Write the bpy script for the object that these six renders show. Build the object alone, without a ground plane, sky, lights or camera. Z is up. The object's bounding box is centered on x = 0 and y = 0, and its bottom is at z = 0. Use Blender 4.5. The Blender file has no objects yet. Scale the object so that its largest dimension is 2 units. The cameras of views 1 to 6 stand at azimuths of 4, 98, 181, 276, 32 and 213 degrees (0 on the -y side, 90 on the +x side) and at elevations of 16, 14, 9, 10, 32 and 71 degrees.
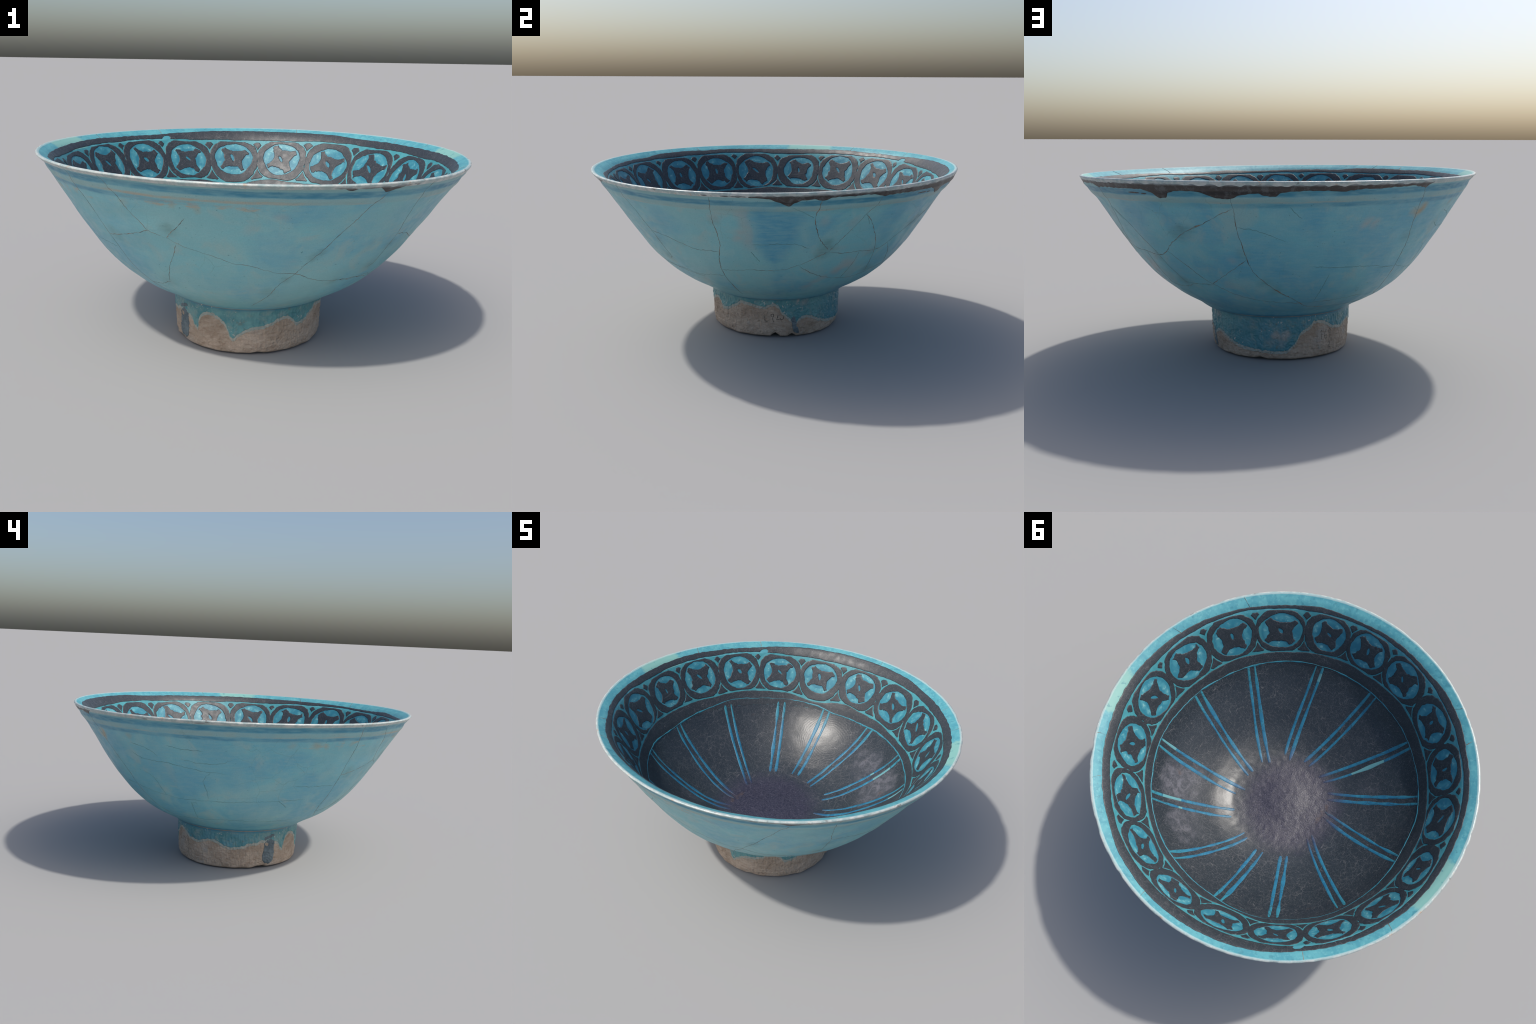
# Glazed ceramic footed bowl: turquoise outside, black slip decoration inside.
import bpy, math
import numpy as np

TAU = 2 * math.pi
rng = np.random.RandomState(7)

# ------------------------------------------------------------------ profiles
class Profile:
    """Monotone cubic through a few control points."""
    def __init__(s, pts):
        s.x, s.y = (np.array(c, float) for c in zip(*pts))
        h, d = np.diff(s.x), np.diff(s.y) / np.diff(s.x)
        m = np.empty_like(s.x); m[0], m[-1] = d[0], d[-1]
        for i in range(1, len(m) - 1):
            if d[i - 1] * d[i] <= 0: m[i] = 0
            else:
                a, b = 2 * h[i] + h[i - 1], h[i] + 2 * h[i - 1]
                m[i] = (a + b) / (a / d[i - 1] + b / d[i])
        s.m = m
    def __call__(s, q):
        q = np.asarray(q, float)
        j = np.clip(np.searchsorted(s.x, q) - 1, 0, len(s.x) - 2)
        h = s.x[j + 1] - s.x[j]; t = np.clip((q - s.x[j]) / h, 0, 1)
        return ((2*t**3 - 3*t**2 + 1) * s.y[j] + (t**3 - 2*t**2 + t) * h * s.m[j]
                + (-2*t**3 + 3*t**2) * s.y[j + 1] + (t**3 - t**2) * h * s.m[j + 1])

class Around:
    """Periodic smooth curve of the angle (degrees) through (angle, value) points."""
    def __init__(s, pts):
        p = sorted(pts)
        s.f = Profile([(a - 360, v) for a, v in p[-3:]] + p + [(a + 360, v) for a, v in p[:3]])
    def __call__(s, deg): return s.f(np.mod(deg, 360.0))

# outer wall: radius as a function of height (foot, crease, bowl, everted lip)
OUTER = Profile([(0, .351), (.02, .3575), (.05, .3605), (.12, .363), (.2, .3645), (.220, .366), (.2285, .376),
                 (.2355, .392), (.25, .415), (.27, .449), (.30, .503), (.34, .565), (.39, .6255), (.45, .684),
                 (.52, .740), (.59, .788), (.66, .834), (.73, .877), (.79, .9155), (.83, .9405), (.86, .9595),
                 (.885, .9765), (.900, .9905), (.907, .9960), (.93, 1.003)])
# inner wall: height as a function of radius
INNER = Profile([(0, .266), (.08, .264), (.15, .259), (.22, .258), (.3, .264), (.4, .296), (.5, .354), (.606, .432), (.69, .512),
                 (.764, .614), (.817, .700), (.8625, .780), (.914, .862), (.932, .881), (.953, .897), (.975, .908),
                 (.985, .913)])
_r = np.linspace(0, .985, 4000); _z = INNER(_r)
_s = np.r_[0, np.cumsum(np.hypot(np.diff(_r), np.diff(_z)))]
S_LIP = _s[-1]

# the thrown bowl is a little out of round and its rim is not level
OFF = (-.0132, .0076)
FC, FS = (.0137, .0039, -.0020, -.0008), (-.0086, -.0069, .0001, .0007)
GC, GS = (-.0091, -.0015, -.0011, .0003), (.0038, .0028, .0002, .0001)
def harm(c, s, th):
    return sum(c[k] * np.cos((k + 1) * th) + s[k] * np.sin((k + 1) * th) for k in range(4))
def place(th, r, z):
    w = np.clip((z - .2) / .7, 0, 1.1)
    rr = r * (1 + w * harm(FC, FS, th))
    return np.stack([OFF[0] + rr * np.cos(th), OFF[1] + rr * np.sin(th), z + w * harm(GC, GS, th)], -1)

def settle(P):
    """Lower wall and foot are thrown slightly off centre from each other."""
    P = np.array(P); z = P[..., 2]
    low = np.exp(-((z - .27) / .055) ** 2) * np.clip((z - .222) / .012, 0, 1)
    P[..., 0] += .0055 * low - .0035 * np.clip((.226 - z) / .03, 0, 1)
    return P

def waves(seed, n, lo, hi, iso=1.0):
    """Smooth periodic pseudo noise on (angle, length): sum of plane waves."""
    g = np.random.RandomState(seed)
    k = g.uniform(lo, hi, n); a = g.uniform(0, TAU, n)
    ki = np.round(k * np.cos(a)); kj = k * np.sin(a) * iso; ph = g.uniform(0, TAU, n)
    def f(th, s):
        out = 0
        for i in range(n): out = out + np.sin(ki[i] * th + kj[i] * s + ph[i])
        return out / math.sqrt(n / 2)
    return f

def bell(th, deg, half):
    d = np.abs((np.degrees(th) - deg + 180) % 360 - 180) / half
    return np.where(d < 1, .5 + .5 * np.cos(np.pi * np.clip(d, 0, 1)), 0) ** .7
_lump = waves(3, 14, 3, 14); _rip = waves(5, 16, 14, 60)
def outer_pt(th, z, h=0.0):
    """Point on the outer wall at angle th and nominal height z, h above the surface."""
    th, z = np.broadcast_arrays(np.asarray(th, float), np.asarray(z, float))
    e = 1e-3
    r = OUTER(z); sl = (OUTER(z + e) - OUTER(z - e)) / (2 * e)
    g = .0011 * _lump(th, 1.3 * z) + .0006 * _rip(th, z)
    zb = z + .009 * np.cos(th - math.radians(25))          # the turned bands run slightly out of level
    g = g - .0028 * np.exp(-((zb - .867) / .011) ** 2) + .0012 * np.exp(-((zb - .841) / .010) ** 2)
    g = g * np.clip((z - .24) / .06, 0, 1) * np.clip((.915 - z) / .03, 0, 1)
    # the wall swells a little behind, and the lip is thicker where the dark stain runs
    g = g + .0055 * bell(th, 140, 48) * np.clip((z - .26) / .12, 0, 1) * np.clip((.905 - z) / .10, 0, 1)
    g = g + .0125 * bell(th, 55, 125) * np.clip((z - .80) / .055, 0, 1) * np.clip((.908 - z) / .028, 0, 1)
    g = g + .0050 * bell(th, 30, 120) * np.exp(-((z - .240) / .016) ** 2)
    n = np.sqrt(1 + sl ** 2)
    d = g + h
    return settle(place(th, r + d / n, z - d * sl / n))
def plane_waves(seed, n, lo, hi):
    g = np.random.RandomState(seed); k = g.uniform(lo, hi, n); a = g.uniform(0, TAU, n); ph = g.uniform(0, TAU, n)
    return lambda x, y: sum(np.sin(k[i] * (np.cos(a[i]) * x + np.sin(a[i]) * y) + ph[i]) for i in range(n)) / math.sqrt(n / 2)
_ilump = plane_waves(11, 14, 5, 22); _irip = plane_waves(12, 20, 40, 110); _well = plane_waves(13, 26, 70, 190)
def inner_pt(th, s, h=0.0):
    th, s = np.broadcast_arrays(np.asarray(th, float), np.asarray(s, float))
    r = np.interp(s, _s, _r); z = INNER(r); e = 2e-3
    sl = (INNER(r + e) - INNER(np.maximum(r - e, 0))) / (r + e - np.maximum(r - e, 0))
    n = np.sqrt(1 + sl ** 2)
    fade = np.clip((S_LIP - s) / .05, 0, 1)
    x, y = s * np.cos(th), s * np.sin(th)          # unrolled disc
    d = (.0012 * _ilump(x, y) + .00016 * _irip(x, y) + .00022 * _well(x, y) * np.clip((.42 - s) / .12, 0, 1)) * fade + h
    d = d - .015 * x * np.clip((.52 - s) / .2, 0, 1)          # the floor dips towards +x
    d = d - .008 * bell(th, 335, 50) * np.exp(-((s - .50) / .09) ** 2)
    return place(th, r - d * sl / n, z + d / n)

# ------------------------------------------------------------------ mesh helpers
def new_object(name, mesh, parent, mat=None, label=None, category=None, kind=None):
    ob = bpy.data.objects.new(name, mesh)
    bpy.context.scene.collection.objects.link(ob)
    if parent: ob.parent = parent
    if mat and mesh: mesh.materials.append(mat)
    if label: ob["label"] = label
    if category: ob["category"] = category
    if kind: ob["kind"] = kind
    return ob

def mesh_from(name, verts, loops, sizes, normals=None):
    me = bpy.data.meshes.new(name)
    verts = np.asarray(verts, np.float32); loops = np.asarray(loops, np.int32); sizes = np.asarray(sizes, np.int32)
    me.vertices.add(len(verts)); me.vertices.foreach_set("co", verts.ravel())
    me.loops.add(len(loops)); me.loops.foreach_set("vertex_index", loops)
    me.polygons.add(len(sizes))
    me.polygons.foreach_set("loop_start", np.r_[0, np.cumsum(sizes)[:-1]].astype(np.int32))
    me.polygons.foreach_set("loop_total", sizes)
    me.update(calc_edges=True); me.validate()
    me.polygons.foreach_set("use_smooth", np.ones(len(me.polygons), bool))
    if normals is not None and len(me.vertices) == len(verts):
        me.normals_split_custom_set_from_vertices([tuple(n) for n in normals])
    return me

# ------------------------------------------------------------------ relief layers (marching squares on a rule)
# corners 0:(i,j) 1:(i+1,j) 2:(i+1,j+1) 3:(i,j+1); edges 4:01 5:12 6:23 7:30
CASES = {1: [[0, 4, 7]], 2: [[1, 5, 4]], 3: [[0, 1, 5, 7]], 4: [[2, 6, 5]], 5: [[0, 4, 7], [2, 6, 5]], 6: [[1, 2, 6, 4]],
         7: [[0, 1, 2, 6, 7]], 8: [[3, 7, 6]], 9: [[0, 4, 6, 3]], 10: [[1, 5, 4], [3, 7, 6]], 11: [[0, 1, 5, 6, 3]],
         12: [[3, 7, 5, 2]], 13: [[0, 4, 5, 2, 3]], 14: [[1, 2, 3, 7, 6, 4][:0] or [1, 2, 3, 7, 4]], 15: [[0, 1, 2, 3]]}
def relief(surface, th, s, F, label, height, bevel, skirt, flip=False):
    """Raised pieces where F > 0 (F in metres) on the grid th x s (th periodic when it spans the circle)."""
    nt, ns = F.shape
    periodic = abs((th[-1] - th[0]) + (th[1] - th[0]) - TAU) < 1e-6
    F = np.where(np.abs(F) < 1e-6, 1e-6, F)
    Fi = np.concatenate([F, F[:1]], 0) if periodic else F
    thi = np.r_[th, th[0] + TAU] if periodic else th
    ni = len(thi)
    idx = np.arange(ni * ns).reshape(ni, ns)
    if periodic: idx[-1] = idx[0]
    T, S = np.meshgrid(thi, s, indexing="ij")
    ins = Fi > 0
    # edge crossings along th and along s
    fa, fb = Fi[:-1], Fi[1:]; u = np.clip(fa / np.where(fa == fb, 1, fa - fb), .04, .96)
    tx = T[:-1] + u * (T[1:] - T[:-1]); sx = S[:-1]
    fa, fb = Fi[:, :-1], Fi[:, 1:]; v = np.clip(fa / np.where(fa == fb, 1, fa - fb), .04, .96)
    ty = T[:, :-1]; sy = S[:, :-1] + v * (S[:, 1:] - S[:, :-1])
    n0 = ni * ns
    ex = n0 + np.arange((ni - 1) * ns).reshape(ni - 1, ns)
    n1 = n0 + ex.size
    ey = n1 + np.arange(ni * (ns - 1)).reshape(ni, ns - 1)
    if periodic: ey[-1] = ey[0]
    allT = np.concatenate([T.ravel(), tx.ravel(), ty.ravel()]); allS = np.concatenate([S.ravel(), sx.ravel(), sy.ravel()])
    b = np.clip(Fi / bevel, 0, 1)
    height = np.broadcast_to(height, F.shape)
    height = np.concatenate([height, height[:1]], 0) if periodic else height
    allH = np.concatenate([(height * np.sqrt(np.clip(1 - (1 - b) ** 2, 0, 1)) + .0003).ravel(),
                           np.full(ex.size + ey.size, .0003)])
    case = (ins[:-1, :-1] * 1 + ins[1:, :-1] * 2 + ins[1:, 1:] * 4 + ins[:-1, 1:] * 8)
    corner = [idx[:-1, :-1], idx[1:, :-1], idx[1:, 1:], idx[:-1, 1:], ex[:, :-1], ey[1:, :], ex[:, 1:], ey[:-1, :]]
    groups = {}
    for c, polys in CASES.items():
        m = case == c
        if not m.any(): continue
        lab = label[m]
        for poly in polys:
            q = np.stack([corner[k][m] for k in poly], -1)
            walls = [(poly[a], poly[(a + 1) % len(poly)]) for a in range(len(poly))
                     if poly[a] > 3 and poly[(a + 1) % len(poly)] > 3]
            wq = [np.stack([corner[a][m], corner[b2][m]], -1) for a, b2 in walls]
            for l in np.unique(lab):
                g = groups.setdefault(int(l), ([], []))
                g[0].append(q[lab == l])
                for w in wq: g[1].append(w[lab == l])
    out = {}
    for l, (tops, walls) in groups.items():
        flat = np.concatenate([t.ravel() for t in tops]); sizes = np.concatenate([np.full(len(t), t.shape[1]) for t in tops])
        w = np.concatenate(walls) if walls else np.zeros((0, 2), int)
        used, inv = np.unique(flat, return_inverse=True)
        low, linv = np.unique(w.ravel(), return_inverse=True)
        P = surface(allT[used], allS[used], allH[used])
        if len(low):
            Q = surface(allT[low], allS[low], -skirt)
            wi = np.searchsorted(used, w); li = linv.reshape(-1, 2) + len(used)
            quads = np.stack([wi[:, 1], wi[:, 0], li[:, 0], li[:, 1]], -1)
            P = np.concatenate([P, Q]); inv = np.concatenate([inv, quads.ravel()]); sizes = np.concatenate([sizes, np.full(len(quads), 4)])
        if flip:   # reverse every polygon
            st = np.r_[0, np.cumsum(sizes)[:-1]]; o = np.arange(len(inv))
            rep = np.repeat(st, sizes); sz = np.repeat(sizes, sizes)
            inv = inv[rep + (sz - 1 - (o - rep))]
        out[l] = (P, inv, sizes)
    return out

def strip(surface, path, width, height, wob=None, closed=False):
    """Low convex band along a path of (th, s) points; width may be an array."""
    th, s = np.asarray(path, float).T
    P0 = surface(th, s, 0.0)
    d = np.gradient(P0, axis=0)
    if closed: d = (np.roll(P0, -1, 0) - np.roll(P0, 1, 0))
    e = 1e-3
    A = (surface(th + e, s, 0.) - P0) / e; B = (surface(th, s + e, 0.) - P0) / e
    # solve the sideways direction in the (th, s) plane
    aa, ab, bb = (A * A).sum(-1), (A * B).sum(-1), (B * B).sum(-1)
    da, db = (d * A).sum(-1), (d * B).sum(-1)
    det = aa * bb - ab * ab
    ta, tb = (bb * da - ab * db) / det, (aa * db - ab * da) / det
    # perpendicular: n x t ~ combination orthogonal to t
    pa, pb = -(ab * ta + bb * tb), (aa * ta + ab * tb)
    ln = np.linalg.norm(pa[:, None] * A + pb[:, None] * B, axis=1)
    pa, pb = pa / ln, pb / ln
    w = np.broadcast_to(np.asarray(width, float), th.shape) / 2
    rows = []
    for k, hh in ((-1.12, -.0012), (-1, height * .35), (-.55, height), (0, height * 1.15), (.55, height), (1, height * .35), (1.12, -.0012)):
        ww = w * k if wob is None else w * k + wob * (1 if k > 0 else -1 if k < 0 else 0)
        rows.append(surface(th + pa * ww, s + pb * ww, hh))
    R = np.stack(rows, 1); n, m = R.shape[:2]
    id_ = np.arange(n * m).reshape(n, m)
    if closed: id_ = np.concatenate([id_, id_[:1]])
    q = np.stack([id_[:-1, :-1], id_[1:, :-1], id_[1:, 1:], id_[:-1, 1:]], -1).reshape(-1, 4)
    return R.reshape(-1, 3), q.ravel(), np.full(len(q), 4)

def orient(mesh_data, sign_fn):
    """Flip the winding if the mean normal disagrees with the wanted direction."""
    P, loops, sizes = mesh_data
    if not len(sizes): return mesh_data
    st = np.r_[0, np.cumsum(sizes)[:-1]]
    a, b, c = P[loops[st]], P[loops[st + 1]], P[loops[st + 2]]
    n = np.cross(b - a, c - a); ctr = (a + b + c) / 3
    if (n * sign_fn(ctr)).sum() < 0:
        o = np.arange(len(loops)); rep = np.repeat(st, sizes); sz = np.repeat(sizes, sizes)
        loops = loops[rep + (sz - 1 - (o - rep))]
    return P, loops, sizes
inward = lambda c: np.stack([-(c[:, 0]), -(c[:, 1]), np.full(len(c), .8)], -1)
outward = lambda c: np.stack([c[:, 0], c[:, 1], np.full(len(c), -.2)], -1)

# ------------------------------------------------------------------ node helpers
class Nodes:
    def __init__(s, name):
        s.mat = bpy.data.materials.new(name); s.mat.use_nodes = True
        s.t = s.mat.node_tree; s.t.nodes.clear()
        s.out = s.t.nodes.new("ShaderNodeOutputMaterial")
        s.b = s.t.nodes.new("ShaderNodeBsdfPrincipled")
        s.t.links.new(s.b.outputs[0], s.out.inputs[0])
        s.co = s.t.nodes.new("ShaderNodeTexCoord").outputs["Object"]
        sep = s.n("ShaderNodeSeparateXYZ", {0: s.co})
        s.x, s.y, s.z = sep.outputs
        s._polar = None
    def n(s, kind, ins=None, **props):
        nd = s.t.nodes.new(kind)
        for k, v in props.items(): setattr(nd, k, v)
        for k, v in (ins or {}).items():
            i = nd.inputs[k]
            if isinstance(v, bpy.types.NodeSocket): s.t.links.new(v, i)
            else: i.default_value = v
        return nd
    def m(s, op, a, b=0.0, c=0.0, clamp=False):
        return s.n("ShaderNodeMath", {0: a, 1: b, 2: c}, operation=op, use_clamp=clamp).outputs[0]
    def ramp(s, v, a, b, lo=0.0, hi=1.0, smooth=True):
        nd = s.n("ShaderNodeMapRange", {0: v, 1: a, 2: b, 3: lo, 4: hi}, interpolation_type="SMOOTHSTEP" if smooth else "LINEAR")
        return nd.outputs[0]
    def noise(s, scale, detail=3.0, rough=.55, dist=0.0, vec=None, stretch=None, seed=0.0):
        v = vec or s.co
        mp = s.n("ShaderNodeMapping", {0: v, 1: (seed * 1.7, seed * .9, seed * 2.3), 3: stretch or (1, 1, 1)}).outputs[0]
        return s.n("ShaderNodeTexNoise", {"Vector": mp, "Scale": scale, "Detail": detail, "Roughness": rough, "Distortion": dist}).outputs[0]
    def mix(s, f, a, b, mode="MIX"):
        nd = s.n("ShaderNodeMix", data_type="RGBA", blend_type=mode)
        for i, v in ((0, f), (6, a), (7, b)):
            if isinstance(v, bpy.types.NodeSocket): s.t.links.new(v, nd.inputs[i])
            else: nd.inputs[i].default_value = v if i == 0 else (*v, 1)
        return nd.outputs[2]
    def warp(s, scale, amount, seed=0.0):
        mp = s.n("ShaderNodeMapping", {0: s.co, 1: (seed, seed, seed)}).outputs[0]
        c = s.n("ShaderNodeTexNoise", {"Vector": mp, "Scale": scale, "Detail": 3.0}).outputs[1]
        c = s.n("ShaderNodeVectorMath", {0: c, 1: (.5, .5, .5)}, operation="SUBTRACT").outputs[0]
        c = s.n("ShaderNodeVectorMath", {0: c, 3: amount}, operation="SCALE").outputs[0]
        return s.n("ShaderNodeVectorMath", {0: s.co, 1: c}).outputs[0]
    def blob(s, vec, centre, r0, r1):
        d = s.n("ShaderNodeVectorMath", {0: vec, 1: tuple(float(x) for x in centre)}, operation="DISTANCE").outputs[1]
        return s.ramp(d, r1, r0, 0, 1)
    def polar(s):
        """cos, sin of the angle, radius and nominal height (rim warp taken out)."""
        if s._polar: return s._polar
        x = s.m("SUBTRACT", s.x, OFF[0]); y = s.m("SUBTRACT", s.y, OFF[1])
        r = s.m("SQRT", s.m("ADD", s.m("MULTIPLY", x, x), s.m("MULTIPLY", y, y)))
        c, sn = s.m("DIVIDE", x, r), s.m("DIVIDE", y, r)
        c2 = s.m("SUBTRACT", s.m("MULTIPLY", c, c), s.m("MULTIPLY", sn, sn)); s2 = s.m("MULTIPLY", s.m("MULTIPLY", c, sn), 2.0)
        g = s.m("MULTIPLY", c, GC[0]); g = s.m("MULTIPLY_ADD", sn, GS[0], g); g = s.m("MULTIPLY_ADD", c2, GC[1], g); g = s.m("MULTIPLY_ADD", s2, GS[1], g)
        w = s.ramp(s.z, .2, .9, 0, 1, smooth=False)
        zn = s.m("SUBTRACT", s.z, s.m("MULTIPLY", w, g))
        s._polar = (c, sn, r, zn)
        return s._polar
    def sector(s, deg, half, soft, jit=None):
        """1 inside the angular range deg +- half (degrees)."""
        c, sn, r, zn = s.polar()
        d = s.m("MULTIPLY_ADD", sn, math.sin(math.radians(deg)), s.m("MULTIPLY", c, math.cos(math.radians(deg))))
        if jit is not None: d = s.m("ADD", d, jit)
        return s.ramp(d, math.cos(math.radians(half + soft)), math.cos(math.radians(max(half - soft, 0))))
    def band(s, v, a, b, soft):
        return s.m("MULTIPLY", s.ramp(v, a - soft, a + soft), s.ramp(v, b + soft, b - soft))
    def finish(s, color, rough, bump=None, strength=.3, distance=.004, coat=0.0, coat_rough=.2, spec=.5):
        L = s.t.links.new
        for key, v in (("Base Color", color), ("Roughness", rough)):
            if isinstance(v, bpy.types.NodeSocket): L(v, s.b.inputs[key])
            else: s.b.inputs[key].default_value = v if key == "Roughness" else (*v, 1)
        s.b.inputs["Specular IOR Level"].default_value = spec
        s.b.inputs["Coat Weight"].default_value = coat; s.b.inputs["Coat Roughness"].default_value = coat_rough
        if bump is not None:
            nd = s.n("ShaderNodeBump", {"Height": bump, "Strength": strength, "Distance": distance})
            L(nd.outputs[0], s.b.inputs["Normal"])
        return s.mat

def O(deg, z): return outer_pt(math.radians(deg), z)
def I(deg, s): return inner_pt(math.radians(deg), s)

# medallions: angle, centre, half width (deg), half height
MEDALS = [(2.7, 1.046, 7.77, 0.113), (22.9, 1.041, 7.84, 0.108), (42.6, 1.043, 8.41, 0.103), (62.2, 1.038, 8.05, 0.098), (82.1, 1.052, 7.37, 0.098), (101.8, 1.048, 7.66, 0.097), (120.8, 1.052, 7.31, 0.097), (139.1, 1.064, 7.26, 0.104), (158.1, 1.073, 7.30, 0.103), (176.5, 1.060, 6.82, 0.097), (196.5, 1.052, 8.07, 0.110), (215.2, 1.058, 7.52, 0.102), (233.9, 1.062, 7.52, 0.102), (254.0, 1.065, 7.63, 0.106), (271.4, 1.065, 7.12, 0.106), (287.6, 1.066, 6.41, 0.103), (305.9, 1.056, 8.38, 0.107), (324.6, 1.063, 7.70, 0.113), (343.9, 1.056, 7.83, 0.106)]
# ------------------------------------------------------------------ materials
TEAL = (.185, .480, .530); BLUE = (.105, .355, .490); PALE = (.290, .510, .510); BEIGE = (.400, .390, .365)
TONGUE = 7.5
DEEP = (.035, .210, .320); BLACK = (.017, .023, .029)

def mat_outer():
    N = Nodes("turquoise_glaze_outside")
    c, sn, r, zn = N.polar()
    wv = N.warp(5.0, .16); wv2 = N.warp(14.0, .05, 3.0)
    big = N.noise(3.2, 4, .55, .6); mid = N.noise(9.0, 4, .6, .4, seed=2.0)
    col = N.mix(N.m("MULTIPLY", N.ramp(big, .42, .60), .75), TEAL, BLUE)
    col = N.mix(N.m("MULTIPLY", N.ramp(mid, .47, .70), .70), col, PALE)
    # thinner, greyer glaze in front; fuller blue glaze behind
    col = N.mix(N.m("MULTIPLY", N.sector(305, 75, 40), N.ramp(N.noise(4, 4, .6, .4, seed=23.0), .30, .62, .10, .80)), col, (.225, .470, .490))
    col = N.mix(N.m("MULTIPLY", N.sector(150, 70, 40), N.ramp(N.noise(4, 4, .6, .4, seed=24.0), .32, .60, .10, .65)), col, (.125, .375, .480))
    col = N.mix(N.m("MULTIPLY", N.ramp(N.noise(6.5, 5, .65, .8, seed=25.0), .52, .68), .55), col, (.330, .450, .430))
    # cloudy patches of deeper blue glaze, of thin pale glaze and of pinkish bare spots
    for d, z, a, b, f in ((331, .73, .02, .13, .7), (44, .72, .02, .12, .6),
                          (46, .64, .02, .10, .5), (54, .49, .02, .12, .6), (82, .66, .02, .11, .5), (76, .56, .02, .12, .55), (118, .68, .02, .10, .5),
                          (127, .62, .02, .13, .5), (166, .59, .03, .15, .7), (172, .54, .0, .10, .8), (157, .63, .02, .13, .5), (190, .66, .02, .16, .45),
                          (213, .62, .02, .09, .55), (212, .52, .02, .08, .5), (228, .70, .0, .07, .5), (231, .55, .02, .11, .5), (292, .80, .02, .12, .55), (284, .56, .02, .11, .5),
                          (315, .76, .02, .10, .4), (100, .74, .02, .10, .4), (92, .50, .02, .12, .4)):
        k = N.m("MULTIPLY", N.blob(wv, O(d, z), a, b), f * .75)
        col = N.mix(k, col, BLUE)
    for d, z, a, b, f in ((282, .66, .02, .12, .35), (268, .62, .02, .16, .3), (244, .45, .03, .2, .3), (300, .45, .03, .2, .3), (340, .50, .03, .16, .35), (18, .60, .02, .10, .3),
                          (190, .52, .02, .12, .5), (181, .50, .02, .10, .5), (198, .55, .02, .10, .4), (200, .38, .04, .2, .4), (152, .78, .02, .06, .5), (255, .76, .02, .12, .3)):
        k = N.m("MULTIPLY", N.blob(wv, O(d, z), a, b), f)
        col = N.mix(k, col, PALE)
    for d, z, a, b, f in ((355, .80, .0, .035, .3), (350, .78, .0, .05, .45), (355.5, .71, .0, .04, .6), (355, .67, .0, .035, .6), (21, .76, .0, .05, .4), (30, .74, .0, .05, .35), (35, .50, .0, .06, .7), (33, .46, .0, .06, .75),
                          (27, .42, .0, .045, .75), (24, .385, .0, .05, .7), (22, .35, .0, .045, .6), (77, .56, .0, .035, .6), (117, .73, .0, .04, .7), (120, .715, .0, .035, .6), (30, .60, .0, .05, .3), (41, .55, .0, .05, .4),
                          (333, .37, .0, .05, .4), (347, .29, .0, .05, .35), (75, .36, .0, .05, .3), (283, .76, .0, .05, .4), (276, .72, .0, .05, .35), (290, .66, .0, .04, .25)):
        k = N.m("MULTIPLY", N.blob(wv, O(d, z), a, b), f)
        col = N.mix(k, col, BEIGE)
    # a tongue of deep glaze hanging from the band, with a bare fringe on one side
    wx, wy, wz = N.n("ShaderNodeSeparateXYZ", {0: N.warp(6.5, .10, 4.0)}).outputs
    side = N.m("SUBTRACT", N.m("MULTIPLY", wy, math.cos(math.radians(TONGUE))), N.m("MULTIPLY", wx, math.sin(math.radians(TONGUE))))
    half = N.m("MULTIPLY", N.m("POWER", N.ramp(wz, .53, .80, .0, 1.0, smooth=False), .42), .125)
    depth = N.m("SUBTRACT", half, N.m("ABSOLUTE", side)); front = N.m("MULTIPLY", N.ramp(wx, .3, .5), N.ramp(wz, .845, .79))
    fr = N.m("MULTIPLY", N.m("MULTIPLY", N.ramp(depth, -.085, -.03), N.ramp(depth, .01, -.015)), N.m("MULTIPLY", N.ramp(side, .05, -.05), N.ramp(wz, .57, .66)))
    col = N.mix(N.m("MULTIPLY", N.m("MULTIPLY", fr, front), .5), col, BEIGE)
    cloud = N.ramp(N.noise(9, 4, .6, .5, seed=21.0), .25, .6, .55, .95)
    col = N.mix(N.m("MULTIPLY", N.m("MULTIPLY", N.ramp(depth, -.040, .050), front), cloud), col, (.085, .315, .450))
    # ochre deposits
    for d, z, a, b, f in ((134, .785, .0, .05, .85), (133, .765, .0, .035, .8), (131, .775, .0, .04, .45), (149, .80, .0, .035, .4), (211, .80, .0, .04, .55), (215, .795, .0, .03, .5), (225, .81, .0, .03, .4), (257, .81, .0, .03, .5),
                          (263, .80, .0, .03, .45), (243, .80, .0, .035, .35), (203, .80, .0, .03, .3)):
        k = N.m("MULTIPLY", N.blob(wv2, O(d, z), a, b), f)
        col = N.mix(k, col, (.40, .275, .135))
    w4 = N.warp(22.0, .05, 7.0)
    for d, z, a, b, f in ((253.5, .70, .0, .05, .45), (232, .635, .0, .06, .35), (287, .475, .0, .04, .35), (293, .585, .0, .035, .4), (295, .61, .0, .03, .4), (281.5, .40, .0, .05, .3), (320.5, .60, .0, .04, .35), (319, .50, .0, .06, .3), (24, .60, .0, .07, .45), (22, .57, .0, .05, .45),
                          (23, .64, .0, .05, .4), (60, .67, .0, .06, .35), (64, .70, .0, .05, .4), (62, .70, .0, .035, .4), (86, .455, .0, .05, .35), (90, .415, .0, .05, .35), (50.5, .43, .0, .06, .45), (45, .55, .0, .05, .3), (134, .66, .0, .05, .25), (80, .60, .0, .05, .25),
                          (244, .42, .0, .06, .25), (349, .76, .0, .04, .25), (332, .61, .0, .04, .2), (306, .44, .0, .04, .3)):
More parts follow.
